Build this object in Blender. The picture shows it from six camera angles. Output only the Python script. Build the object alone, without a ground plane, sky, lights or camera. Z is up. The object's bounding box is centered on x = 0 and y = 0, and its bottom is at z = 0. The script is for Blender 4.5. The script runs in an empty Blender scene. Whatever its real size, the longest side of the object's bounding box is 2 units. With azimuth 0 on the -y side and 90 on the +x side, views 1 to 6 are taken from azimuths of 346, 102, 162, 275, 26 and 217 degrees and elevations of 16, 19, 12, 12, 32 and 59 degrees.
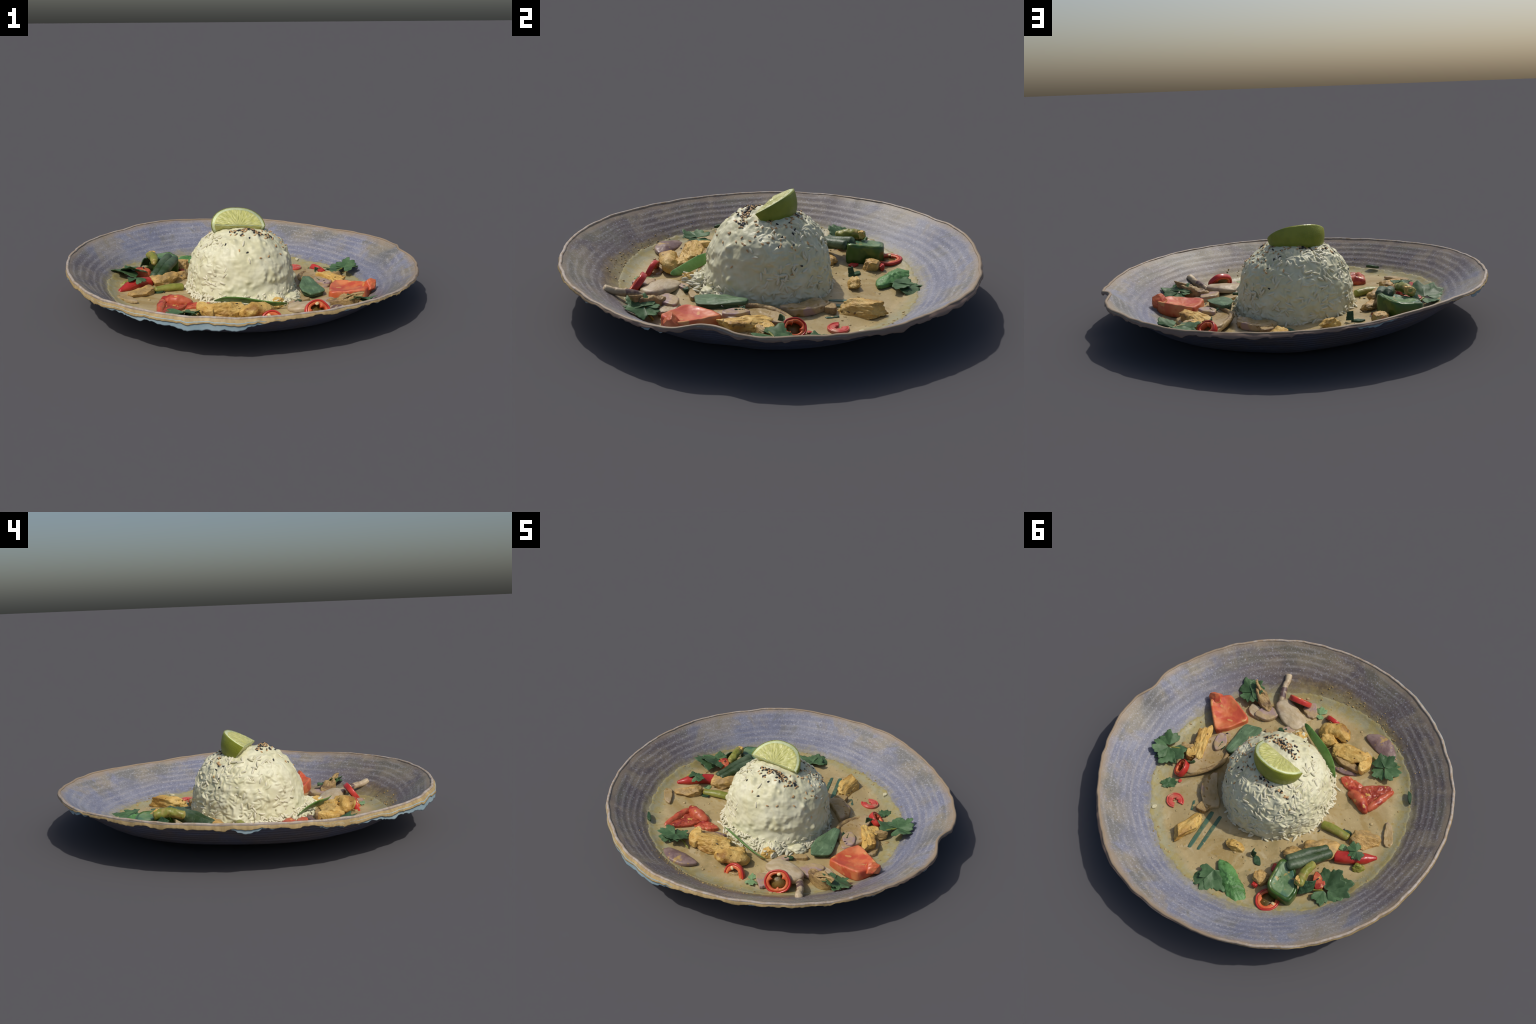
"""A stoneware plate of yellow chicken curry with a dome of rice, sesame and a lime wedge."""
import bpy, bmesh, math, random
import numpy as np
from mathutils import Vector, Euler, Matrix, noise

random.seed(7)
RNG = np.random.default_rng(7)
TAU = 2 * math.pi


# ------------------------------------------------------------------ helpers
def srgb(r, g, b):
    f = lambda c: c / 12.92 if c <= 0.04045 else ((c + 0.055) / 1.055) ** 2.4
    return (f(r / 255), f(g / 255), f(b / 255), 1.0)


def fbm(p, octaves=3):
    return noise.fractal(Vector(p), 0.9, 2.1, octaves, noise_basis='PERLIN_ORIGINAL')


def periodic(values, step):
    """A smooth periodic function of azimuth in degrees through equally spaced values."""
    v = np.array(values, float)
    n = len(v)

    def f(az):
        a = (np.asarray(az, float) % 360) / step
        i = np.floor(a).astype(int)
        t = a - i
        p0, p1, p2, p3 = v[(i - 1) % n], v[i % n], v[(i + 1) % n], v[(i + 2) % n]
        return 0.5 * (2 * p1 + (p2 - p0) * t + (2 * p0 - 5 * p1 + 4 * p2 - p3) * t ** 2
                      + (3 * p1 - p0 - 3 * p2 + p3) * t ** 3)
    return f


def ss(a, b, x):
    t = np.clip((np.asarray(x, float) - a) / (b - a), 0, 1)
    return t * t * (3 - 2 * t)


def link(ob, parent=None):
    bpy.context.scene.collection.objects.link(ob)
    if parent is not None:
        ob.parent = parent
    return ob


def mesh_object(name, verts, faces, mat, parent=None, loc=(0, 0, 0), rot=(0, 0, 0), smooth=True):
    me = bpy.data.meshes.new(name)
    me.from_pydata([tuple(map(float, v)) for v in verts], [], [tuple(map(int, f)) for f in faces])
    me.materials.append(mat)
    bm = bmesh.new()
    bm.from_mesh(me)
    bmesh.ops.recalc_face_normals(bm, faces=bm.faces)
    bm.to_mesh(me)
    bm.free()
    if smooth:
        me.shade_smooth()
    ob = bpy.data.objects.new(name, me)
    ob.location = loc
    ob.rotation_euler = rot
    return link(ob, parent)


def empty(name, loc=(0, 0, 0)):
    ob = bpy.data.objects.new(name, None)
    ob.empty_display_size = 0.1
    ob.location = loc
    return link(ob)


def grid_faces(rows, cols, close=True):
    f = []
    for i in range(rows - 1):
        for j in range(cols if close else cols - 1):
            k = (j + 1) % cols
            f.append((i * cols + j, i * cols + k, (i + 1) * cols + k, (i + 1) * cols + j))
    return f


def catmull(pts, n):
    p = np.array(pts, float)
    p = np.vstack([2 * p[0] - p[1], p, 2 * p[-1] - p[-2]])
    m = len(p) - 3
    out = []
    for s in np.linspace(0, m - 1e-6, n):
        i = int(s)
        t = s - i
        a, b, c, d = p[i:i + 4]
        out.append(0.5 * (2 * b + (c - a) * t + (2 * a - 5 * b + 4 * c - d) * t ** 2 + (3 * b - a - 3 * c + d) * t ** 3))
    return np.array(out)


# ------------------------------------------------------------------ materials
class Nodes:
    def __init__(self, name, rough=0.5, spec=0.4, coat=0.0, sss=0.0):
        self.m = bpy.data.materials.new(name)
        self.m.use_nodes = True
        self.t = self.m.node_tree
        self.b = self.t.nodes['Principled BSDF']
        self.b.inputs['Roughness'].default_value = rough
        self.b.inputs['Specular IOR Level'].default_value = spec
        self.b.inputs['Coat Weight'].default_value = coat
        self.b.inputs['Coat Roughness'].default_value = 0.15
        if sss:
            self.b.inputs['Subsurface Weight'].default_value = sss
            self.b.inputs['Subsurface Radius'].default_value = (0.02, 0.015, 0.008)
            self.b.inputs['Subsurface Scale'].default_value = 0.5
        self.coord = self.new('ShaderNodeTexCoord').outputs['Object']

    def new(self, kind, **props):
        n = self.t.nodes.new(kind)
        for k, v in props.items():
            setattr(n, k, v)
        return n

    def put(self, socket, v):
        if hasattr(v, 'is_output'):
            self.t.links.new(v, socket)
        else:
            socket.default_value = v

    def mapping(self, scale=(1, 1, 1), rot=(0, 0, 0), loc=(0, 0, 0), src=None):
        n = self.new('ShaderNodeMapping')
        n.inputs['Scale'].default_value = scale
        n.inputs['Rotation'].default_value = rot
        n.inputs['Location'].default_value = loc
        self.put(n.inputs['Vector'], src or self.coord)
        return n.outputs['Vector']

    def noise(self, scale, detail=4, rough=0.55, dist=0.0, src=None):
        n = self.new('ShaderNodeTexNoise')
        n.inputs['Scale'].default_value = scale
        n.inputs['Detail'].default_value = detail
        n.inputs['Roughness'].default_value = rough
        n.inputs['Distortion'].default_value = dist
        self.put(n.inputs['Vector'], src or self.coord)
        return n.outputs['Fac']

    def voronoi(self, scale, src=None, feature='F1'):
        n = self.new('ShaderNodeTexVoronoi', feature=feature)
        n.inputs['Scale'].default_value = scale
        self.put(n.inputs['Vector'], src or self.coord)
        return n.outputs['Distance']

    def math(self, op, a, b=0.0, c=0.0):
        n = self.new('ShaderNodeMath', operation=op)
        for s, v in zip(n.inputs, (a, b, c)):
            self.put(s, v)
        return n.outputs[0]

    def step(self, x, lo, hi, a=0.0, b=1.0):
        n = self.new('ShaderNodeMapRange', interpolation_type='SMOOTHSTEP')
        for k, v in (('Value', x), ('From Min', lo), ('From Max', hi), ('To Min', a), ('To Max', b)):
            self.put(n.inputs[k], v)
        return n.outputs['Result']

    def mix(self, fac, a, b, blend='MIX'):
        n = self.new('ShaderNodeMix', data_type='RGBA', blend_type=blend)
        n.clamp_factor = True
        self.put(n.inputs['Factor'], fac)
        self.put(n.inputs[6], a)
        self.put(n.inputs[7], b)
        return n.outputs[2]

    def xyz(self):
        n = self.new('ShaderNodeSeparateXYZ')
        self.put(n.inputs[0], self.coord)
        return n.outputs

    def rand(self):
        return self.new('ShaderNodeObjectInfo').outputs['Random']

    def color(self, c):
        self.put(self.b.inputs['Base Color'], c)

    def bump(self, h, strength=0.3, dist=0.01):
        n = self.new('ShaderNodeBump')
        n.inputs['Strength'].default_value = strength
        n.inputs['Distance'].default_value = dist
        self.put(n.inputs['Height'], h)
        self.t.links.new(n.outputs[0], self.b.inputs['Normal'])

    def translucent(self, c, w):
        t = self.new('ShaderNodeBsdfTranslucent')
        self.put(t.inputs['Color'], c)
        m = self.new('ShaderNodeMixShader')
        m.inputs[0].default_value = w
        out = self.t.nodes['Material Output']
        self.t.links.new(self.b.outputs[0], m.inputs[1])
        self.t.links.new(t.outputs[0], m.inputs[2])
        self.t.links.new(m.outputs[0], out.inputs['Surface'])


def mottled(name, c1, c2, scale=14, rough=0.45, spots=None, spot_scale=60, spot_at=0.66, spec=0.4, coat=0.0, vary=0.15,
            bump=0.3, bump_scale=60, lo=0.35, hi=0.65, stretch=None, extra=None, extra_scale=6, extra_at=(0.5, 0.68), fibre=False):
    """A two-tone mottled food surface with an optional third colour in spots or patches."""
    n = Nodes(name, rough, spec, coat)
    src = n.mapping(scale=stretch) if stretch else n.coord
    f = n.noise(scale, 5, 0.6, 0.3, src)
    c = n.mix(n.step(f, lo, hi), c1, c2)
    if extra is not None:
        c = n.mix(n.step(n.noise(extra_scale, 3, 0.6, 0.4, n.mapping(loc=(3.1, 1.7, 0.4))), *extra_at), c, extra)
    if spots is not None:
        s = n.step(n.noise(spot_scale, 2, 0.5, 0, n.mapping(loc=(5, 5, 5))), spot_at, spot_at + 0.06)
        c = n.mix(s, c, spots)
    if vary:
        v = n.math('MULTIPLY_ADD', n.rand(), 2 * vary, 1 - vary)
        cc = n.new('ShaderNodeCombineColor')
        for i in range(3):
            n.put(cc.inputs[i], v)
        c = n.mix(1.0, c, cc.outputs[0], 'MULTIPLY')
    n.color(c)
    if fibre:
        f = n.noise(28, 4, 0.65, 0.4, n.mapping(scale=(0.5, 2.2, 2.2)))
        c = n.mix(n.step(f, 0.56, 0.72, 0, 0.55), c, tuple(min(1, 1.3 * q) for q in c2[:3]) + (1,))
        c = n.mix(n.step(f, 0.42, 0.28, 0, 0.5), c, tuple(0.55 * q for q in c1[:3]) + (1,))
        n.color(c)
        n.bump(n.math('ADD', f, n.noise(bump_scale, 4, 0.6, 0, src)), bump, 0.009)
    elif bump:
        n.bump(n.noise(bump_scale, 4, 0.6, 0, src), bump, 0.006)
    return n.m


def glaze_material():
    """Speckled grey-blue stoneware glaze with pale throwing lines and warm brown breaking near the rim."""
    n = Nodes('stoneware_glaze', 0.5, 0.3)
    x, y, z = n.xyz()
    r = n.math('SQRT', n.math('ADD', n.math('MULTIPLY', x, x), n.math('MULTIPLY', y, y)))
    ring_wobble = n.math('MULTIPLY', n.noise(2.2, 2, 0.5), 0.05)
    phase = n.math('MULTIPLY', n.math('ADD', r, ring_wobble), TAU / 0.036)
    lines = n.math('MULTIPLY_ADD', n.math('SINE', phase), 0.5, 0.5)
    big = n.noise(2.3, 4, 0.6, 0.6)
    base = n.mix(n.step(n.noise(7, 4, 0.6, 0.5), 0.35, 0.65), srgb(116, 119, 137), srgb(133, 135, 148))
    # shadow on the -y, -x wall tinted in as brown; the skylit side stays bluish
    side = n.math('ADD', n.math('MULTIPLY_ADD', y, -1.0, 0.0), n.math('MULTIPLY', x, -0.55))
    side = n.math('ADD', side, n.math('MULTIPLY_ADD', big, 0.9, -0.45))
    base = n.mix(n.step(side, -0.25, 0.55, 0.0, 0.92), base, srgb(102, 91, 88))
    # olive-brown clouds
    cloud = n.noise(3.1, 4, 0.62, 0.9, n.mapping(loc=(2.3, 0.4, 0)))
    high = n.step(r, 0.78, 0.92)
    olive = n.math('MULTIPLY', n.step(cloud, 0.45, 0.58), high)
    base = n.mix(n.math('MULTIPLY', olive, 0.68), base, srgb(112, 109, 92))
    warm = n.math('MULTIPLY', n.step(n.noise(4.4, 4, 0.6, 0.5, n.mapping(loc=(7, 3, 1))), 0.46, 0.62), high)
    base = n.mix(n.math('MULTIPLY', warm, 0.58), base, srgb(152, 140, 116))
    # throwing lines
    lf = n.math('MULTIPLY', n.step(lines, 0.55, 1.0), n.step(n.noise(9, 4, 0.65), 0.35, 0.6))
    base = n.mix(n.math('MULTIPLY', lf, 0.38), base, srgb(162, 158, 154))
    dk = n.math('MULTIPLY', n.step(lines, 0.35, 0.0), n.step(n.noise(6, 3, 0.6, 0, n.mapping(loc=(1, 9, 2))), 0.4, 0.6))
    base = n.mix(n.math('MULTIPLY', dk, 0.16), base, srgb(90, 87, 92))
    # fine salt speckle
    sp = n.noise(95, 3, 0.7)
    base = n.mix(n.step(sp, 0.54, 0.70, 0, 0.6), base, srgb(182, 182, 192))
    base = n.mix(n.step(sp, 0.44, 0.30, 0, 0.5), base, srgb(84, 80, 86))
    # the crest
    crest = n.step(r, 0.945, 0.98)
    base = n.mix(n.math('MULTIPLY', crest, n.step(n.noise(12, 3, 0.5), 0.3, 0.6, 0.4, 0.85)), base, srgb(152, 136, 116))
    # a spicy brown tide mark of dried curry on the wall towards -y
    tide_r = n.math('ADD', r, n.math('MULTIPLY_ADD', n.noise(9, 4, 0.65, 0.4), 0.14, -0.07))
    band = n.math('MULTIPLY', n.step(tide_r, 0.835, 0.77), n.step(r, 0.6, 0.66))
    where = n.math('ADD', n.math('MULTIPLY', y, -1.0), n.math('MULTIPLY', n.math('ABSOLUTE', x), -0.35))
    band = n.math('MULTIPLY', band, n.step(where, 0.42, 0.62))
    base = n.mix(n.math('MULTIPLY', band, 0.75), base, n.mix(n.step(n.noise(36, 4, 0.65), 0.4, 0.62), srgb(104, 88, 58), srgb(142, 120, 72)))
    shore = n.math('SQRT', n.math('ADD', n.math('POWER', n.math('ADD', x, 0.035), 2.0), n.math('POWER', n.math('ADD', y, 0.02), 2.0)))
    stain = n.step(n.math('ADD', shore, n.math('MULTIPLY_ADD', n.noise(16, 5, 0.7, 0.4), 0.16, -0.08)), 0.80, 0.72)
    base = n.mix(n.math('MULTIPLY', stain, 0.7), base, n.mix(n.step(n.noise(26, 4, 0.6), 0.4, 0.6), srgb(146, 136, 90), srgb(158, 150, 116)))
    n.color(base)
    n.bump(n.math('ADD', n.math('MULTIPLY', lines, 0.35), n.math('MULTIPLY', n.noise(80, 3, 0.6), 0.6)), 0.22, 0.006)
    return n.m


def underside_material():
    n = Nodes('stoneware_underside', 0.6, 0.25)
    x, y, z = n.xyz()
    zz = n.math('ADD', z, n.math('MULTIPLY', x, 0.03))
    lines = n.math('MULTIPLY_ADD', n.math('SINE', n.math('MULTIPLY', n.math('ADD', zz, n.math('MULTIPLY', n.noise(3, 2), 0.012)), TAU / 0.017)), 0.5, 0.5)
    c = n.mix(n.step(n.noise(6, 4, 0.6, 0.5), 0.35, 0.65), srgb(112, 116, 138), srgb(124, 116, 118))
    c = n.mix(n.math('MULTIPLY', n.step(lines, 0.4, 1.0), 0.55), c, srgb(88, 84, 92))
    c = n.mix(n.step(n.noise(90, 3, 0.7), 0.55, 0.7, 0, 0.4), c, srgb(160, 160, 170))
    n.color(c)
    n.bump(lines, 0.3, 0.004)
    return n.m


def rim_material(name, c1, c2, c3):
    n = Nodes(name, 0.5, 0.3)
    streak = n.noise(34, 4, 0.6, 0.2, n.mapping(scale=(1, 1, 0.25)))
    c = n.mix(n.step(streak, 0.35, 0.65), c1, c2)
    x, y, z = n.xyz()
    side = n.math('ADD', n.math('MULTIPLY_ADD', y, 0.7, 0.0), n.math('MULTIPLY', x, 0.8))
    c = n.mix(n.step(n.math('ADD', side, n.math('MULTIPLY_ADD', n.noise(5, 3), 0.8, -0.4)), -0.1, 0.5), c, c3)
    n.color(c)
    n.bump(streak, 0.2, 0.004)
    return n.m


def sauce_material():
    n = Nodes('curry_sauce', 0.4, 0.35)
    x, y, z = n.xyz()
    big = n.noise(3.2, 5, 0.6, 1.2)
    c = n.mix(n.step(big, 0.35, 0.65), srgb(168, 148, 104), srgb(185, 166, 122))
    c = n.mix(n.step(n.noise(6, 5, 0.6, 1.5, n.mapping(loc=(4, 1, 0))), 0.50, 0.66, 0, 0.65), c, srgb(154, 128, 72))
    c = n.mix(n.step(n.noise(9, 4, 0.6, 0.8, n.mapping(loc=(1, 8, 0))), 0.55, 0.68, 0, 0.7), c, srgb(192, 177, 142))
    # turmeric-tinted oil along the shore
    xx = n.math('ADD', x, 0.045)
    r = n.math('SQRT', n.math('ADD', n.math('MULTIPLY', xx, xx), n.math('MULTIPLY', y, y)))
    rr = n.math('ADD', r, n.math('MULTIPLY_ADD', n.noise(7, 4, 0.6), 0.10, -0.05))
    edge = n.step(rr, 0.64, 0.70)
    c = n.mix(n.math('MULTIPLY', edge, 0.75), c, n.mix(n.step(n.noise(22, 4, 0.6), 0.4, 0.6), srgb(152, 143, 90), srgb(150, 150, 122)))
    c = n.mix(n.step(n.noise(70, 3, 0.6), 0.60, 0.72, 0, 0.45), c, srgb(196, 178, 138))
    c = n.mix(n.step(n.noise(48, 2, 0.5, 0, n.mapping(loc=(9, 2, 0))), 0.69, 0.74, 0, 0.5), c, srgb(96, 92, 80))
    c = n.mix(n.step(n.noise(5, 3, 0.6, 0.5, n.mapping(loc=(3, 3, 5))), 0.58, 0.70, 0, 0.55), c, srgb(132, 120, 78))
    oil = n.voronoi(34, n.mapping(loc=(2, 6, 0)))
    c = n.mix(n.math('MULTIPLY', n.step(oil, 0.30, 0.18), n.step(n.noise(6, 3, 0.6), 0.5, 0.6, 0, 0.6)), c, srgb(164, 136, 66))
    c = n.mix(n.step(n.voronoi(26, n.mapping(loc=(7, 1, 0))), 0.16, 0.10, 0, 0.45), c, srgb(112, 116, 84))
    n.color(c)
    n.bump(n.math('ADD', n.noise(14, 4, 0.6, 0.6), n.math('MULTIPLY', n.noise(90, 3, 0.6), 0.3)), 0.35, 0.008)
    return n.m


def rice_material(name, c1, c2, sss=0.0):
    n = Nodes(name, 0.45, 0.35, sss=sss)
    c = n.mix(n.step(n.noise(9, 4, 0.6, 0.4), 0.35, 0.65), c1, c2)
    c = n.mix(n.step(n.noise(30, 3, 0.6), 0.6, 0.75, 0, 0.4), c, srgb(205, 190, 150))
    n.color(c)
    n.bump(n.noise(60, 3, 0.5), 0.15, 0.004)
    return n.m


def grain_material():
    n = Nodes('rice_grain', 0.4, 0.4)
    c = n.mix(n.rand(), srgb(204, 198, 164), srgb(218, 213, 188))
    n.color(c)
    return n.m


def lime_flesh_material():
    n = Nodes('lime_flesh', 0.3, 0.45, coat=0.15)
    x, y, z = n.xyz()
    ang = n.math('ARCTAN2', x, n.math('ADD', y, 0.012))
    r = n.math('SQRT', n.math('ADD', n.math('MULTIPLY', x, x), n.math('MULTIPLY', y, y)))
    v = n.new('ShaderNodeCombineXYZ')
    n.put(v.inputs[0], n.math('MULTIPLY', ang, 9.0))
    n.put(v.inputs[1], n.math('MULTIPLY', r, 22.0))
    streak = n.noise(1.2, 4, 0.6, 0.3, v.outputs[0])
    c = n.mix(n.step(streak, 0.35, 0.66), srgb(182, 182, 100), srgb(204, 203, 136))
    memb = n.math('ABSOLUTE', n.math('SINE', n.math('MULTIPLY', ang, 3.5)))
    c = n.mix(n.step(memb, 0.10, 0.0, 0, 0.2), c, srgb(216, 216, 168))
    n.color(c)
    n.bump(streak, 0.6, 0.012)
    return n.m


def lime_peel_material():
    n = Nodes('lime_peel', 0.38, 0.45)
    c = n.mix(n.step(n.noise(7, 3, 0.6), 0.35, 0.65), srgb(122, 132, 32), srgb(146, 152, 48))
    c = n.mix(n.step(n.voronoi(160), 0.25, 0.0, 0, 0.35), c, srgb(96, 108, 22))
    n.color(c)
    n.bump(n.voronoi(150), 0.25, 0.003)
    return n.m


def leaf_material(name, c1, c2, vein, translucency=0.12, veins=True):
    n = Nodes(name, 0.5, 0.3)
    c = n.mix(n.step(n.noise(16, 4, 0.6, 0.4), 0.35, 0.65), c1, c2)
    if not veins:
        ribs = n.noise(26, 3, 0.6, 0.3, n.mapping(scale=(2.2, 0.35, 1), rot=(0, 0, 0.6)))
        c = n.mix(n.step(ribs, 0.56, 0.66, 0, 0.6), c, vein)
        c = n.mix(n.step(ribs, 0.42, 0.34, 0, 0.5), c, tuple(0.6 * q for q in c1[:3]) + (1,))
    if veins:
        x, y, z = n.xyz()
        ang = n.math('ARCTAN2', y, x)
        f = n.math('ABSOLUTE', n.math('SINE', n.math('MULTIPLY', ang, 7.0)))
        c = n.mix(n.step(f, 0.10, 0.0, 0, 0.35), c, vein)
    v = n.math('MULTIPLY_ADD', n.rand(), 0.4, 0.8)
    cc = n.new('ShaderNodeCombineColor')
    for i in range(3):
        n.put(cc.inputs[i], v)
    c = n.mix(1.0, c, cc.outputs[0], 'MULTIPLY')
    n.color(c)
    n.bump(n.noise(40, 4, 0.6), 0.25, 0.005)
    n.translucent(c, translucency)
    return n.m


M = {
    'glaze': glaze_material(),
    'under': underside_material(),
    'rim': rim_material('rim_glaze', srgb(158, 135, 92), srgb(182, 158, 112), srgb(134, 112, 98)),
    'crest': rim_material('crest_glaze', srgb(160, 140, 116), srgb(178, 168, 158), srgb(150, 132, 110)),
    'fringe': mottled('pale_scrap', srgb(140, 166, 176), srgb(160, 180, 186), 6, 0.6, vary=0, bump=0.1),
    'fringe_grey': mottled('grey_scrap', srgb(110, 116, 134), srgb(126, 128, 140), 6, 0.6, vary=0, bump=0.1),
    'sauce': sauce_material(),
    'rice': rice_material('rice_mound', srgb(207, 203, 165), srgb(220, 217, 186)),
    'grain': grain_material(),
    'flesh': lime_flesh_material(),
    'pith': mottled('lime_pith', srgb(208, 218, 160), srgb(222, 230, 186), 20, 0.5, vary=0, bump=0.1),
    'peel': lime_peel_material(),
    'chicken': mottled('curried_chicken', srgb(196, 154, 76), srgb(222, 188, 112), 13, 0.5, spots=srgb(112, 80, 34), spot_scale=34,
                       spot_at=0.66, extra=srgb(150, 108, 48), extra_scale=8, extra_at=(0.54, 0.7), vary=0.08, bump=0.6, bump_scale=45, fibre=True),
    'chicken_soaked': mottled('soaked_chicken', srgb(178, 140, 78), srgb(204, 168, 102), 13, 0.5, extra=srgb(160, 132, 84), extra_scale=9,
                              extra_at=(0.46, 0.62), vary=0.06, bump=0.6, bump_scale=45, fibre=True),
    'mushroom': mottled('mushroom', srgb(150, 122, 78), srgb(180, 152, 100), 12, 0.5, extra=srgb(118, 92, 62), extra_scale=9, vary=0.08, bump=0.5, fibre=True),
    'stem': mottled('mushroom_stem', srgb(168, 146, 116), srgb(196, 178, 146), 20, 0.45, extra=srgb(96, 74, 70), extra_scale=10,
                    extra_at=(0.46, 0.56), vary=0),
    'slice': mottled('sauce_coated_slice', srgb(158, 132, 82), srgb(176, 154, 116), 9, 0.42, extra=srgb(150, 126, 116), extra_scale=7,
                     extra_at=(0.48, 0.6), spots=srgb(136, 106, 48), spot_scale=26, spot_at=0.62, vary=0.05),
    'onion_pale': mottled('pale_onion', srgb(172, 152, 116), srgb(192, 176, 148), 8, 0.4, extra=srgb(160, 134, 112), extra_scale=7,
                          vary=0.04, stretch=(1, 3, 1)),
    'onion_purple': mottled('purple_onion', srgb(118, 94, 92), srgb(142, 120, 112), 12, 0.4, extra=srgb(172, 142, 88), extra_scale=15,
                            extra_at=(0.58, 0.66), vary=0.08),
    'onion_lilac': mottled('lilac_onion', srgb(154, 128, 128), srgb(168, 144, 138), 14, 0.4, extra=srgb(172, 148, 110), extra_scale=9,
                           extra_at=(0.44, 0.6), vary=0.05),
    'pepper_red': mottled('red_pepper', srgb(198, 94, 54), srgb(208, 126, 80), 9, 0.42, extra=srgb(190, 80, 54), extra_scale=9,
                          extra_at=(0.48, 0.62), spots=srgb(204, 142, 84), spot_scale=18, spot_at=0.62, vary=0, coat=0.1, bump=0.15),
    'tomato': mottled('tomato_wedge', srgb(180, 74, 50), srgb(194, 102, 68), 11, 0.36, extra=srgb(150, 44, 30), extra_scale=10,
                      extra_at=(0.5, 0.62), spots=srgb(206, 152, 84), spot_scale=24, spot_at=0.64, vary=0, coat=0.1, bump=0.4),
    'tomato_pulp': mottled('tomato_pulp', srgb(142, 50, 38), srgb(174, 78, 50), 24, 0.3, spots=srgb(206, 160, 84), spot_scale=40,
                           spot_at=0.64, vary=0, coat=0.2, bump=0.6),
    'chili': mottled('red_chili', srgb(172, 40, 36), srgb(194, 62, 50), 14, 0.3, vary=0.1, coat=0.2, bump=0.1),
    'chili_pink': mottled('soaked_chili', srgb(196, 66, 58), srgb(204, 96, 82), 12, 0.35, extra=srgb(192, 134, 104), extra_scale=10, vary=0, coat=0.1, bump=0.1),
    'chili_flesh': mottled('chili_flesh', srgb(206, 84, 48), srgb(214, 116, 70), 20, 0.35, vary=0.1, bump=0.3),
    'chili_core': mottled('chili_core', srgb(92, 74, 30), srgb(122, 100, 50), 20, 0.4, vary=0, bump=0.4),
    'seed': mottled('chili_seed', srgb(214, 190, 136), srgb(224, 206, 160), 30, 0.4, vary=0.05, bump=0),
    'green_pepper': mottled('green_pepper_skin', srgb(42, 74, 24), srgb(62, 96, 34), 9, 0.3, extra=srgb(98, 112, 36), extra_scale=7, vary=0.08, coat=0.15, bump=0.1),
    'green_pepper_top': mottled('green_pepper_flesh', srgb(82, 116, 72), srgb(118, 142, 100), 11, 0.4, spots=srgb(160, 142, 84), spot_scale=24,
                                spot_at=0.6, extra=srgb(66, 104, 84), extra_scale=8, vary=0.05, bump=0.2),
    'courgette': mottled('dark_green_strip', srgb(54, 74, 48), srgb(86, 102, 76), 12, 0.42, extra=srgb(44, 64, 28), extra_scale=8, vary=0.05,
                         stretch=(0.4, 2, 2), coat=0.0, bump=0.4),
    'stalk': mottled('green_stalk', srgb(116, 122, 44), srgb(142, 142, 66), 10, 0.4, extra=srgb(158, 140, 76), extra_scale=9, vary=0.1, bump=0.3),
    'bean': mottled('sunken_bean', srgb(58, 92, 78), srgb(76, 106, 84), 16, 0.4, extra=srgb(112, 116, 78), extra_scale=12, vary=0.1,
                    extra_at=(0.5, 0.66)),
    'pea': mottled('snow_pea', srgb(84, 128, 54), srgb(104, 142, 74), 12, 0.35, extra=srgb(58, 100, 36), extra_scale=8, vary=0, bump=0.15),
    'bright_green': mottled('bright_green_pod', srgb(76, 120, 64), srgb(98, 146, 84), 14, 0.45, extra=srgb(60, 100, 44), extra_scale=9, vary=0,
                            spots=srgb(124, 168, 110), spot_scale=40, coat=0.0, bump=0.7),
    'cilantro': leaf_material('cilantro', srgb(66, 96, 60), srgb(88, 118, 80), srgb(124, 152, 112)),
    'cilantro_light': leaf_material('soaked_cilantro', srgb(126, 162, 110), srgb(144, 174, 128), srgb(170, 190, 150)),
    'basil': leaf_material('green_leaf', srgb(86, 112, 80), srgb(106, 132, 98), srgb(128, 158, 120), veins=False),
    'leaf_dark': leaf_material('dark_leaf', srgb(50, 78, 52), srgb(66, 94, 64), srgb(84, 112, 80), veins=False),
    'black_sesame': mottled('black_sesame', srgb(34, 34, 36), srgb(54, 52, 52), 40, 0.45, vary=0.2, bump=0),
    'white_sesame': mottled('toasted_sesame', srgb(186, 146, 98), srgb(208, 174, 128), 40, 0.5, vary=0.14, bump=0),
    'crumb': mottled('curry_crumb', srgb(138, 116, 66), srgb(164, 140, 88), 14, 0.5, vary=0, bump=0.2),
    'bits': mottled('floating_bits', srgb(158, 132, 82), srgb(182, 162, 116), 9, 0.45, extra=srgb(132, 118, 74), extra_scale=5, vary=0, bump=0.2),
    'garlic': mottled('garlic_bit', srgb(208, 200, 160), srgb(218, 212, 178), 14, 0.5, vary=0, bump=0),
}

# ------------------------------------------------------------------ plate
R_RIM = periodic([0.986, 0.998, 0.994, 0.988, 0.982, 0.979, 0.984, 0.994, 0.986, 0.981, 0.979, 0.983, 0.984, 0.985, 0.986, 0.984, 0.983, 0.982,
                  0.982, 0.986, 0.992, 0.995, 0.991, 0.990, 0.994, 0.993, 0.991, 0.985, 0.981, 0.983, 0.982, 0.986, 0.983, 0.984, 0.990, 0.994], 10)
Z_RIM = periodic([0.204, 0.199, 0.198, 0.193, 0.190, 0.196, 0.203, 0.209, 0.215, 0.222, 0.234, 0.245, 0.246, 0.241, 0.245, 0.249, 0.248, 0.250,
                  0.249, 0.245, 0.239, 0.233, 0.231, 0.227, 0.224, 0.225, 0.225, 0.227, 0.226, 0.223, 0.220, 0.213, 0.210, 0.202, 0.193, 0.197], 10)
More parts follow.
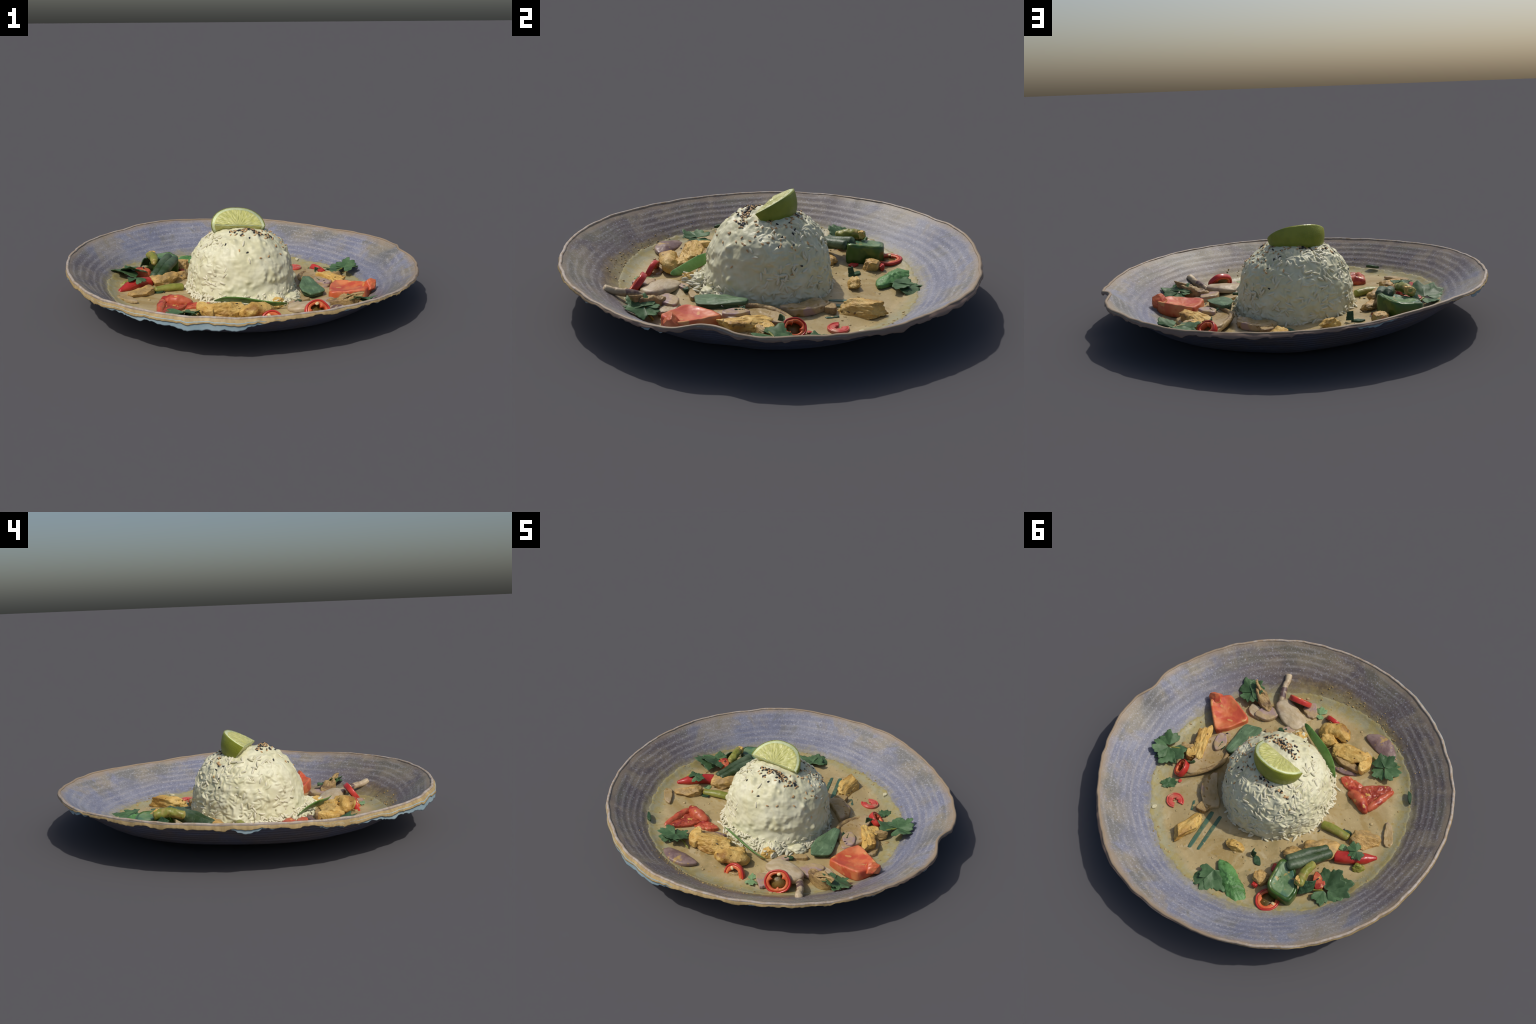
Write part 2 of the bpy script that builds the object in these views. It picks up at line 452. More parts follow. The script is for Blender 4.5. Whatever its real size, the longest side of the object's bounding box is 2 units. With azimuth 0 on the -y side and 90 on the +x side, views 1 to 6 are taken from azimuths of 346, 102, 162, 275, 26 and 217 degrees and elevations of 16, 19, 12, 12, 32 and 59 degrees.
R_SHORE = periodic([0.722, 0.720, 0.718, 0.718, 0.735, 0.768, 0.778, 0.787, 0.788, 0.752, 0.720, 0.700], 30)


Z_WALL = periodic([0.203, 0.193, 0.201, 0.215, 0.233, 0.244, 0.249, 0.233, 0.225, 0.226, 0.220, 0.204], 30)   # wall height without the ragged lip
CHIPS = periodic([0.0055 * fbm((math.cos(math.radians(q * 1.25)) * 9, math.sin(math.radians(q * 1.25)) * 11, 6.1), 5) for q in range(288)], 1.25)


def rim(az):
    """Crest radius and height; near az 357 the lip is bumped up and pushed in, like a healed chip."""
    d = (np.asarray(az, float) - 357 + 180) % 360 - 180
    bump = np.exp(-np.abs(d / 5.5) ** 2.6)
    a = np.radians(az)
    w = 0.0014 * np.sin(11 * a + 1) * np.sin(17 * a) + 0.0008 * np.sin(29 * a) * np.sin(7 * a + 2)
    return R_RIM(az) - 0.031 * bump + w + CHIPS(az), Z_RIM(az) + 0.012 * bump + 0.8 * w


def level(x, y):
    """The sauce level: the whole plate leans a little towards +x."""
    return np.maximum(0.038 - 0.056 * x - 0.012 * y, 0.0065)


def bed(x, y):
    """Where the pieces lie: the sauce level plus the heap of vegetables between the dome and +x, -y."""
    h = level(x, y)
    for cx, cy, w, k in ((0.43, -0.13, 0.12, 0.034), (0.18, -0.43, 0.10, 0.026), (0.40, -0.34, 0.11, 0.014), (0.27, 0.22, 0.10, 0.010)):
        h = h + k * np.exp(-((x - cx) ** 2 + (y - cy) ** 2) / w ** 2)
    return h


def wall_z(r, az):
    """Height of the plate's inside at radius r."""
    a = np.radians(az)
    R, Z = rim(az)
    x, y = r * np.cos(a), r * np.sin(a)
    floor = level(x, y) - 0.003
    t = np.clip((R - r) / 0.28, 0, 1)
    R0, Z0 = R_RIM(az), Z_WALL(az)
    f = ss(0.13, 0.0, R - r)                   # the ragged lip only bends the top of the wall
    rise = (Z - 0.67 * (R - r)) * f + (Z0 - 0.67 * (R0 - r)) * (1 - f) + 0.004 * np.sin(t * math.pi)
    ridge = 0.0007 * np.sin((r + 0.012 * np.sin(3 * a)) * TAU / 0.036) * ss(0.0, 0.1, R - r)
    d = rise + ridge - floor
    q = (az - 347 + 180) % 360 - 180              # a dent pushed in beside the chip
    d = d + 0.009 * np.exp(-(q / 8) ** 2 - ((r - 0.92) / 0.045) ** 2)
    k = 0.055 + 0.03 * np.cos(a - 1.05)         # rounded turn from floor to wall
    return floor + np.where(d > k, d, np.where(d < -k, 0, (d + k) ** 2 / (4 * k)))


def build_plate():
    root = empty('stoneware_plate')
    root['label'] = 'shallow wide round stoneware plate with grey-blue speckled glaze'
    root['category'] = 'plate'
    na = 360
    az = np.arange(na) * 360 / na
    a = np.radians(az)
    R, Z = rim(az)
    rows = []
    for f in np.concatenate([np.linspace(0.02, 0.64, 10), np.linspace(0.66, 1.0, 90)]):
        r = f * R
        rows.append(np.stack([r * np.cos(a), r * np.sin(a), wall_z(r, az)], 1))
    inner_rows = len(rows)
    for dr, dz in ((0.004, 0.001), (0.008, -0.002), (0.009, -0.008)):
        rows.append(np.stack([(R + dr) * np.cos(a), (R + dr) * np.sin(a), Z + dz], 1))
    v = np.concatenate(rows)
    faces = grid_faces(len(rows), na)
    c = len(v)
    v = np.vstack([v, [[0, 0, level(0, 0) - 0.003]]])
    faces += [(c, j, (j + 1) % na) for j in range(na)]
    body = mesh_object('bowl_inside', v, faces, M['glaze'], root)
    # outer shell with a flat foot
    rows = []
    foot = 0.56

    def under(r, k):
        x, y = r * np.cos(a), r * np.sin(a)
        base = level(x, y) - 0.0062
        wall = wall_z(r, az) - 0.0065 - 0.003 * k
        return np.stack([x, y, np.where(r > foot, np.maximum(wall, 0.0003), base)], 1)
    for f in np.linspace(0, 1, 40):
        r = foot + (R + 0.004 - foot) * (1 - f)
        p = under(r, f)
        p[:, 2] += 0.001 * np.sin(p[:, 2] * TAU / 0.017) * (p[:, 2] > 0.01)
        rows.append(p)
    for q in (0.97, 0.9, 0.6, 0.3, 0.05):
        p = under(np.full(na, foot * q), 1)
        rows.append(p)
    v = np.concatenate(rows)
    faces = grid_faces(len(rows), na)
    c = len(v)
    v = np.vstack([v, [[0, 0, level(0, 0) - 0.0062]]])
    faces += [(c, (len(rows) - 1) * na + j, (len(rows) - 1) * na + (j + 1) % na) for j in range(na)]
    mesh_object('underside', v, faces, M['under'], root)
    # rolled crest
    na2 = 720
    az = np.arange(na2) * 360 / na2
    a = np.radians(az)
    R, Z = rim(az)
    wob = np.array([fbm((math.cos(t) * 7, math.sin(t) * 7, 3.3), 3) for t in a])
    rows = []
    for k in range(10):
        th = k / 10 * TAU
        rows.append(np.stack([(R + 0.001 + 0.0075 * np.cos(th)) * np.cos(a), (R + 0.001 + 0.0075 * np.cos(th)) * np.sin(a),
                              Z - 0.002 + 0.0055 * np.sin(th) + 0.003 * wob], 1))
    v = np.concatenate(rows)
    faces = grid_faces(10, na2) + [(9 * na2 + j, 9 * na2 + (j + 1) % na2, (j + 1) % na2, j) for j in range(na2)]
    crest = mesh_object('rim_crest', v, faces, M['crest'], root)

    # outer band below the crest, with a torn lower edge
    drop = periodic([0.020, 0.016, 0.020, 0.020, 0.020, 0.014, 0.010, 0.009, 0.010, 0.014, 0.020, 0.024,
                     0.028, 0.026, 0.034, 0.034, 0.032, 0.032, 0.024, 0.018, 0.014, 0.013, 0.012, 0.012], 15)
    scrap = lambda q: 0.92 * scrap_length(q)
    scrap_length = periodic([0, 0, 0, 0, 0, 0, 0.0, 0.0, 0, 0, 0, 0, 0, 0, 0, 0.0, 0, 0, 0.012, 0.006, 0, 0, 0, 0, 0.0, 0, 0.02, 0.014, 0, 0, 0, 0, 0, 0.0, 0,
                      0.0, 0.0, 0.022, 0.006, 0.0, 0.004, 0.006, 0.004, 0.008, 0.012, 0.016, 0.020, 0.026, 0.030, 0.034, 0.036, 0.028, 0.012, 0.004, 0, 0, 0, 0.004, 0.006, 0.003, 0.006,
                      0, 0, 0, 0.004, 0.006, 0, 0, 0, 0.006, 0, 0], 5)
    flare = periodic([0.010, 0.010, 0.012, 0.016, 0.022, 0.014, 0.014, 0.010, 0.010, 0.012, 0.012, 0.012,
                      0.012, 0.012, 0.014, 0.016, 0.020, 0.022, 0.016, 0.013, 0.012, 0.012, 0.012, 0.012], 15)
    def ragged(t, seed, amp):
        q = np.array([fbm((math.cos(s) * 16, math.sin(s) * 16, seed), 4) for s in t])
        saw = np.array([noise.cell(Vector((math.cos(s) * 22 + seed, math.sin(s) * 22, seed))) for s in t])
        return amp * (1.1 * q + 0.45 * (saw - 0.5))

    def skirt(name, top, depth, off0, off1, mat, th):
        rows = []
        n = 8
        for side in (0, 1):
            for k in range(n + 1):
                s = k / n if side == 0 else 1 - k / n
                o = off0 + (off1 - off0) * np.sin(s * math.pi / 2) - side * th
                rows.append(np.stack([(R + o) * np.cos(a), (R + o) * np.sin(a), Z - top - depth * s], 1))
        v = np.concatenate(rows)
        m = len(rows)
        f = [q for q in grid_faces(m, na2) if not (depth[q[0] % na2] < 0.0025 and depth[q[1] % na2] < 0.0025)]
        f += [((m - 1) * na2 + j, (m - 1) * na2 + (j + 1) % na2, (j + 1) % na2, j) for j in range(na2)
              if depth[j] >= 0.0025 or depth[(j + 1) % na2] >= 0.0025]
        ob = mesh_object(name, v, f, mat, crest)
        bm = bmesh.new()
        bm.from_mesh(ob.data)
        bmesh.ops.delete(bm, geom=[q for q in bm.verts if not q.link_faces], context='VERTS')
        bm.to_mesh(ob.data)
        bm.free()
        return ob
    d = np.maximum(drop(az) + ragged(a, 1.7, 0.008), 0.005)
    skirt('rim_band', 0.0 * az, d, 0.006, flare(az), M['rim'], 0.004)
    s = np.maximum(scrap(az) + ragged(a, 8.2, 0.009) * (scrap(az) > 0.002), 0.0)
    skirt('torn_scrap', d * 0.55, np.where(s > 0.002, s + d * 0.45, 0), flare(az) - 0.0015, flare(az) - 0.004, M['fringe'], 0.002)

    # crumbs of dried curry stuck on the wall
    vs, fs = [], []
    bm = bmesh.new()
    bmesh.ops.create_icosphere(bm, subdivisions=2, radius=1)
    iv = np.array([q.co[:] for q in bm.verts])
    ifc = [[q.index for q in f.verts] for f in bm.faces]
    bm.free()
    g = np.random.default_rng(21)
    for i in range(70):
        azi = g.normal(258, 20) if i < 58 else g.uniform(20, 110)
        sh = float(R_SHORE(azi))
        r = sh + (abs(g.normal(0, 0.035)) if i < 58 else abs(g.normal(0, 0.012))) - 0.006
        t = math.radians(azi)
        s = g.uniform(0.0015, 0.0045) * (1.5 if g.random() < 0.08 else 1)
        z = float(wall_z(np.array(r), azi))
        p = iv * s * np.array([g.uniform(0.8, 1.8), g.uniform(0.8, 1.4), 0.6])
        p = p + np.array([r * math.cos(t), r * math.sin(t), z + 0.001])
        b = sum(len(q) for q in vs)
        vs.append(p)
        fs += [tuple(b + k for k in f) for f in ifc]
    ob = mesh_object('curry_crumbs', np.concatenate(vs), fs, M['crumb'], root)
    ob['kind'] = 'stuff'
    return root


def rest(x, y):
    """Height on which a piece at x, y lies: the sauce bed or, near the shore, the plate wall."""
    w = float(wall_z(np.array(math.hypot(x, y)), math.degrees(math.atan2(y, x))))
    return max(float(bed(x, y)), w + 0.002)


# ------------------------------------------------------------------ sauce
def sauce_height(x, y):
    """Surface of the sauce with swirls and low banks of sunken food."""
    h = float(bed(x, y))
    h += 0.004 * fbm((x * 5, y * 5, 0.3), 3) + 0.0015 * fbm((x * 16, y * 16, 2.0), 3)
    return h


def build_sauce(parent):
    na, nr = 480, 64
    verts, az = [], np.arange(na) * 360 / na
    ragged = np.array([0.012 * fbm((math.cos(t) * 6, math.sin(t) * 6, 5), 3) + 0.007 * fbm((math.cos(t) * 40, math.sin(t) * 40, 5), 3) for t in np.radians(az)])
    shore = R_SHORE(az) + ragged
    for k in range(nr + 1):
        f = 0.30 + 0.70 * k / nr
        for j in range(na):
            r = f * shore[j]
            t = math.radians(az[j])
            x, y = r * math.cos(t), r * math.sin(t)
            w = float(wall_z(np.array(r), az[j]))
            h = sauce_height(x, y)
            film = w + 0.0028
            z = max(h, film) if k < nr else w - 0.003
            if k == nr - 1:
                z = w + 0.002
            verts.append((x, y, z))
    faces = grid_faces(nr + 1, na)
    c = len(verts)
    verts.append((0, 0, level(0, 0)))
    faces += [(c, j, (j + 1) % na) for j in range(na)]
    sauce = mesh_object('curry_sauce', verts, faces, M['sauce'], parent)
    bm = bmesh.new()
    bmesh.ops.create_icosphere(bm, subdivisions=2, radius=1)
    iv = np.array([q.co[:] for q in bm.verts])
    ifc = [[q.index for q in f.verts] for f in bm.faces]
    bm.free()
    g = np.random.default_rng(33)
    vs, fs = [], []
    for i in range(170):
        a, f = g.uniform(0, TAU), math.sqrt(g.uniform(0.2, 0.98))
        r = f * float(R_SHORE(math.degrees(a)))
        x, y = r * math.cos(a), r * math.sin(a)
        s = g.uniform(0.002, 0.006) * (1.8 if g.random() < 0.12 else 1)
        p = iv * s * np.array([g.uniform(0.8, 2.2), g.uniform(0.8, 1.6), 0.55])
        p = p @ np.array(Matrix.Rotation(g.uniform(0, 6), 3, 'Z'))
        b = len(vs) * len(iv)
        vs.append(p + np.array([x, y, rest(x, y) + 0.0015]))
        fs += [tuple(b + k for k in q) for q in ifc]
    bits = mesh_object('curry_bits', np.concatenate(vs), fs, M['bits'], parent)
    bits['kind'] = 'stuff'
    return sauce


# ------------------------------------------------------------------ generic food builders
def chaikin(poly, rounds=2, cut=0.2):
    p = np.array(poly, float)
    for _ in range(rounds):
        q = np.roll(p, -1, 0)
        p = np.stack([p * (1 - cut) + q * cut, p * cut + q * (1 - cut)], 1).reshape(-1, 2)
    return p


def resample(p, n):
    q = np.vstack([p, p[:1]])
    d = np.concatenate([[0], np.cumsum(np.linalg.norm(np.diff(q, axis=0), axis=1))])
    s = np.linspace(0, d[-1], n, endpoint=False)
    return np.stack([np.interp(s, d, q[:, 0]), np.interp(s, d, q[:, 1])], 1)


def slab(name, poly, mat, parent, base=0.0, thick=0.03, dish=0.0, tilt=(0, 0), lump=0.003, seed=0, cut=0.2, bevel=0.10, rough_edge=0.0, skew=(0, 0)):
    """A cut piece with the given outline: flat sides, rounded edges, a dished or domed top."""
    p = resample(chaikin(poly, 3, cut), 96)
    c = p.mean(0)
    q = p - c
    size = np.linalg.norm(q, axis=1).mean()
    if rough_edge:
        q = q * (1 + rough_edge * np.array([fbm((u[0] / size * 2.5, u[1] / size * 2.5, seed + 9), 3) for u in q]))[:, None]
    prof = [(0.0, 0.0), (0.6, 0.0), (0.93, 0.0), (0.985, 0.08), (1.0, 0.25), (1.0, 0.45), (1.0, 0.65), (0.99, 0.82), (1 - 0.3 * bevel, 0.92),
            (1 - bevel, 0.985), (1 - 1.6 * bevel, 1.0)] + [(s, 1.0) for s in np.linspace(1 - 2.3 * bevel, 0.04, 14)] + [(0.0, 1.0)]
    z0 = rest(*c) + base
    verts = []
    for s, t in prof:
        for u in q:
            x, y = u * s
            z = thick * t
            if t > 0.02:
                z += t * (tilt[0] * x + tilt[1] * y) + dish * t * (s * s - 1 if dish > 0 else s * s) * (1 if dish > 0 else 1)
                x += skew[0] * t
                y += skew[1] * t
            nv = fbm(((c[0] + x) * 22, (c[1] + y) * 22, z * 22 + seed), 3)
            z += lump * nv * t
            verts.append((x, y, z))
    faces = grid_faces(len(prof), 96)
    return mesh_object(name, verts, faces, mat, parent, (c[0], c[1], z0))


def lump(name, center, axes, mat, parent, yaw=0.0, pitch=0.0, roll=0.0, seed=0, power=3.4, noise_amp=0.15, cuts=8, sub=5, z=None, base=0.0):
    """An irregular torn or knife-cut chunk: superellipsoid with plane cuts and fibre noise."""
    bm = bmesh.new()
    bmesh.ops.create_icosphere(bm, subdivisions=sub, radius=1)
    g = random.Random(seed * 77 + 5)
    planes = []
    for _ in range(cuts):
        d = Vector((g.gauss(0, 1), g.gauss(0, 1), g.gauss(0, 0.7))).normalized()
        planes.append((d, g.uniform(0.58, 0.90)))
    for v in bm.verts:
        d = v.co.normalized()
        r = (abs(d.x) ** power + abs(d.y) ** power + abs(d.z) ** power) ** (-1 / power)
        p = d * r
        for n, k in planes:
            h = p.dot(n)
            if h > k:
                p -= n * (h - k) * 0.95
        s = fbm((p.x * 1.1 + seed * 3.1, p.y * 1.1, p.z * 1.1), 2) * noise_amp
        s += fbm((p.x * 2.6, p.y * 3.4 + seed, p.z * 3.4), 3) * noise_amp * 0.55
        s -= 0.35 * noise_amp * max(0, 0.25 - abs(fbm((p.x * 1.6 + seed, p.y * 2.2, p.z * 2.0 + 4), 2))) * 4
        p *= 1 + s
        v.co = Vector((p.x * axes[0], p.y * axes[1], p.z * axes[2]))
    me = bpy.data.meshes.new(name)
    bm.to_mesh(me)
    bm.free()
    me.materials.append(mat)
    me.shade_smooth()
    ob = bpy.data.objects.new(name, me)
    zz = rest(*center[:2]) + base if z is None else z
    ob.location = (center[0], center[1], zz)
    ob.rotation_euler = (roll, pitch, yaw)
    return link(ob, parent)


def between(a, b):
    """Centre, half length and yaw of the line from a to b."""
    a, b = np.array(a, float), np.array(b, float)
    d = b - a
    return (a + b) / 2, float(np.linalg.norm(d) / 2), math.atan2(d[1], d[0])


def tube(name, pts, radius, mat, parent, flat=1.0, n=40, ns=20, seed=0, wob=0.06, ends=0.12, end_round=True, twist=0.0, upaxis=(0, 0, 1)):
    """A rounded stick along a curve; flat squeezes the section across the up direction."""
    path = catmull(pts, n)
    rad = np.interp(np.linspace(0, 1, n), np.linspace(0, 1, len(radius)), radius) if np.ndim(radius) else np.full(n, radius)
    c = path.mean(0)
    verts = []
    for i in range(n):
        t = path[min(i + 1, n - 1)] - path[max(i - 1, 0)]
        t /= np.linalg.norm(t)
        up = np.array(upaxis, float)
        s = np.cross(t, up)
        s /= np.linalg.norm(s)
        u = np.cross(s, t)
        ca, sa = math.cos(twist), math.sin(twist)
        s, u = ca * s + sa * u, ca * u - sa * s
        f = i / (n - 1)
        k = 1.0
        if end_round:
            e = min(f, 1 - f) / ends
            k = math.sqrt(max(0.0, 1 - (1 - min(e, 1)) ** 2))
        for j in range(ns):
            th = j / ns * TAU
            w = 1 + wob * fbm((f * 6, math.cos(th) * 1.3 + seed, math.sin(th) * 1.3), 3)
            verts.append(path[i] - c + rad[i] * k * w * (math.cos(th) * s + math.sin(th) * u * flat))
    faces = grid_faces(n, ns)
    a = len(verts)
    verts += [path[0] - c, path[-1] - c]
    faces += [(a, (j + 1) % ns, j) for j in range(ns)]
    faces += [(a + 1, (n - 1) * ns + j, (n - 1) * ns + (j + 1) % ns) for j in range(ns)]
    return mesh_object(name, verts, faces, mat, parent, tuple(c))


def face_rotation(normal, spin=0.0):
    q = Vector(normal).normalized().to_track_quat('Z', 'Y')
    return (q.to_matrix() @ Matrix.Rotation(spin, 3, 'Z')).to_euler()


def chili_ring(center, outer, normal, parent, height=0.024, inner=0.62, arc=(0, TAU), squash=1.0, spin=0.0, seed=0, skin='chili', flesh='chili_flesh',
               core=True, seeds=2):
    """A slice of chili: glossy skin outside, paler lobed flesh inside, a dark hollow and a few seeds."""
    root = None
    full = arc[1] - arc[0] > TAU - 0.01
    n = 96

    def band(name, ro, ri, h, mat, par, lobes):
        prof = [(0, 0.15), (0.25, 0.0), (0.75, 0.0), (1, 0.15), (1, 0.5), (1, 0.85), (0.75, 1.0), (0.25, 1.0), (0, 0.85), (0, 0.5)]
        verts = []
        for i in range(n):
            t = arc[0] + (arc[1] - arc[0]) * i / (n if full else n - 1)
            w = 1 + 0.06 * fbm((math.cos(t) * 1.2, math.sin(t) * 1.2, seed), 2)
            lo = ri
            if lobes:
                lo = ri - outer * 0.17 * max(0, math.cos(3 * t + seed)) ** 3 * (1 + fbm((math.cos(t) * 4, math.sin(t) * 4, seed), 2))
            for a, b in prof:
                r = (lo + (ro - lo) * a) * w
                verts.append((r * math.cos(t), r * math.sin(t) * squash, (b - 0.5) * h))
        m = len(prof)
        f = []
        for i in range(n if full else n - 1):
            k = (i + 1) % n
            for j in range(m):
                l = (j + 1) % m
                f.append((i * m + j, k * m + j, k * m + l, i * m + l))
        if not full:
            f += [tuple(range(m)), tuple((n - 1) * m + j for j in range(m))]
        return mesh_object(name, verts, f, mat, par)
    root = band('chili_ring', outer, outer * 0.84, height, M[skin], parent, False)
    band('chili_flesh', outer * 0.845, outer * inner, height * 0.94, M[flesh], root, True)
    if core and full:
        verts = [(0, 0, -height * 0.25)]
        verts += [(outer * 0.66 * math.cos(i / 40 * TAU), outer * 0.66 * squash * math.sin(i / 40 * TAU), -height * 0.30 + 0.003 * fbm((i, seed, 0), 1)) for i in range(40)]
        verts += [(outer * 0.66 * math.cos(i / 40 * TAU), outer * 0.66 * squash * math.sin(i / 40 * TAU), -height * 0.42) for i in range(40)]
        f = [(0, 1 + i, 1 + (i + 1) % 40) for i in range(40)] + [(1 + i, 41 + i, 41 + (i + 1) % 40, 1 + (i + 1) % 40) for i in range(40)]
        f.append(tuple(41 + i for i in range(40)))
        mesh_object('chili_core', verts, f, M['chili_core'], root)
    g = random.Random(seed)
    for i in range(seeds):
        t = g.uniform(*arc)
        s = lump('chili_seed', (0, 0), (0.011, 0.008, 0.004), M['seed'], root, yaw=g.uniform(0, 3), seed=seed + i, cuts=0, noise_amp=0.05, sub=2, z=0)
        s.location = (outer * 0.62 * math.cos(t), outer * 0.62 * squash * math.sin(t), height * 0.5)
    root.location = center
    root.rotation_euler = face_rotation(normal, spin)
    return root


def leaflet_sheet(length, spread, lobes, teeth, seed, cup, wave, thick=0.0035, na=56, nr=12, base_w=0.0):
    """Vertices and faces of one fan-shaped leaflet whose base is at the origin, growing along +x."""
    verts = []
    g = random.Random(seed)
    ph = g.uniform(0, 6)
    for side in (0, 1):
        for i in range(nr + 1):
            s = i / nr
            for j in range(na + 1):
                v = 2 * j / na - 1
                phi = v * spread
                lob = 0.72 + 0.28 * abs(math.cos(v * math.pi * lobes / 2)) ** 0.6
                R = length * lob * (1 - 0.24 * v * v) * (1 + teeth * math.sin(v * 17 + ph) + 0.6 * teeth * math.sin(v * 31 + 2 * ph))
                r = s * R
                x, y = r * math.cos(phi), r * math.sin(phi)
                z = cup * (y * y) / length - cup * 0.6 * x * x / length + wave * length * s * math.sin(v * 5 + ph) * 0.5
                z += 0.05 * length * s * fbm((x / length * 3, y / length * 3, seed), 2)
                verts.append((x, y, z - side * thick * (1 if i < nr else 0.6)))
    w = na + 1
    m = (nr + 1) * w
    f = []
    for i in range(nr):
        for j in range(na):
            a = i * w + j
            f.append((a, a + 1, a + w + 1, a + w))
            f.append((m + a, m + a + w, m + a + w + 1, m + a + 1))
    edge = [nr * w + j for j in range(na + 1)]
    f += [(edge[j], edge[j + 1], m + edge[j + 1], m + edge[j]) for j in range(na)]
    for j0 in (0, na):
        col = [i * w + j0 for i in range(nr + 1)]
        f += [(col[i], col[i + 1], m + col[i + 1], m + col[i]) for i in range(nr)]
    return verts, f


def cilantro(base, leaflets, parent, mat='cilantro', stem=None, seed=0, tilt=(0, 0, 0)):
    """A sprig: every leaflet is (yaw degrees, length, pitch degrees, offset along yaw, lift)."""
    root = None
    z0 = rest(base[0], base[1]) + base[2] * 0.7
    for i, (yaw, length, pitch, off, lift) in enumerate(leaflets):
        v, f = leaflet_sheet(length, 1.15, 3, 0.05, seed * 10 + i, -0.25, 0.10)
        y = math.radians(yaw)
        loc = (base[0] + off * math.cos(y), base[1] + off * math.sin(y), z0 + lift)
        ob = mesh_object('cilantro_leaf', v, f, M[mat], parent, loc, (0, 0, 0))
        ob.rotation_euler = (Matrix.Rotation(y, 3, 'Z') @ Matrix.Rotation(-math.radians(pitch), 3, 'Y') @ Matrix.Rotation(0.3 * fbm((seed, i, 0.5), 1), 3, 'X')).to_euler()
    if stem:
        tube('cilantro_stem', [(base[0], base[1], z0 - 0.002)] + [(x, y, rest(x, y) + h) for x, y, h in stem], [0.0045, 0.006], M['stalk'] if mat == 'cilantro' else M[mat],
             parent, n=16, ns=10)
    return root


def blade(name, p0, p1, p2, p3, mat, parent, thick=0.006, curl=0.02, n=24, seed=0, pinch=(1, 1)):
    """A leaf piece stretched over four corner points (p0-p1 lower edge, p3-p2 upper edge), curled and given thickness."""
    P = [np.array(p, float) for p in (p0, p1, p2, p3)]
    nrm = np.cross(P[1] - P[0], P[3] - P[0])
    nrm /= np.linalg.norm(nrm)
    c = sum(P) / 4
    verts = []
    for side in (0, 1):
        for i in range(n + 1):
            for j in range(n + 1):
                u, v = i / n, j / n
                p = (P[0] * (1 - u) + P[1] * u) * (1 - v) + (P[3] * (1 - u) + P[2] * u) * v
                p = p + nrm * (curl * math.sin(u * math.pi) + 0.004 * fbm((u * 4, v * 4, seed), 3) + 0.0007 * math.sin((u * 2 + v) * 24))
                p = p - nrm * thick * side
                verts.append(p - c)
    w = n + 1
    m = w * w
    f = []
    for i in range(n):
        for j in range(n):
            a = i * w + j
            f.append((a, a + 1, a + w + 1, a + w))
            f.append((m + a, m + a + w, m + a + w + 1, m + a + 1))
    for k in range(n):
        for a, b in ((k, k + 1), (n * w + k, n * w + k + 1), (k * w, (k + 1) * w), (k * w + n, (k + 1) * w + n)):
            f.append((a, b, m + b, m + a))
    return mesh_object(name, verts, f, mat, parent, tuple(c))


# ------------------------------------------------------------------ rice dome
CX, CY = -0.012, -0.012
D_Z = np.array([0.02, 0.06, 0.10, 0.17, 0.23, 0.29, 0.33, 0.36, 0.38, 0.393, 0.402, 0.405])
D_R = np.array([0.298, 0.299, 0.299, 0.293, 0.281, 0.252, 0.220, 0.183, 0.145, 0.105, 0.052, 0.0])


def dome_point(az, s):
    """Point and outward normal on the smooth mound; s runs 0 (base) to 1 (top) by profile length."""
    d = np.concatenate([[0], np.cumsum(np.hypot(np.diff(D_R), np.diff(D_Z)))])
    q = s * d[-1]
    r, z = np.interp(q, d, D_R), np.interp(q, d, D_Z)
    e = 0.02
    r2, z2 = np.interp(q + e, d, D_R), np.interp(q + e, d, D_Z)
    r1, z1 = np.interp(q - e, d, D_R), np.interp(q - e, d, D_Z)
    tr, tz = r2 - r1, z2 - z1
    k = math.hypot(tr, tz) or 1
    a = math.radians(az)
    # the foot spreads a little towards -y and -x
    flare = 0.030 * ss(0.22, 0.0, s) * (0.35 + 0.65 * max(0, math.cos(math.radians(az - 262))))
    r = r + float(flare)
    p = np.array([CX + r * math.cos(a), CY + r * math.sin(a), z])
    n = np.array([tz / k * math.cos(a), tz / k * math.sin(a), -tr / k])
    return p, n


def creamy(az):
    """How much the grains are smoothed away (strong towards -y)."""
    return float(ss(86, 48, abs((az - 296 + 180) % 360 - 180)))


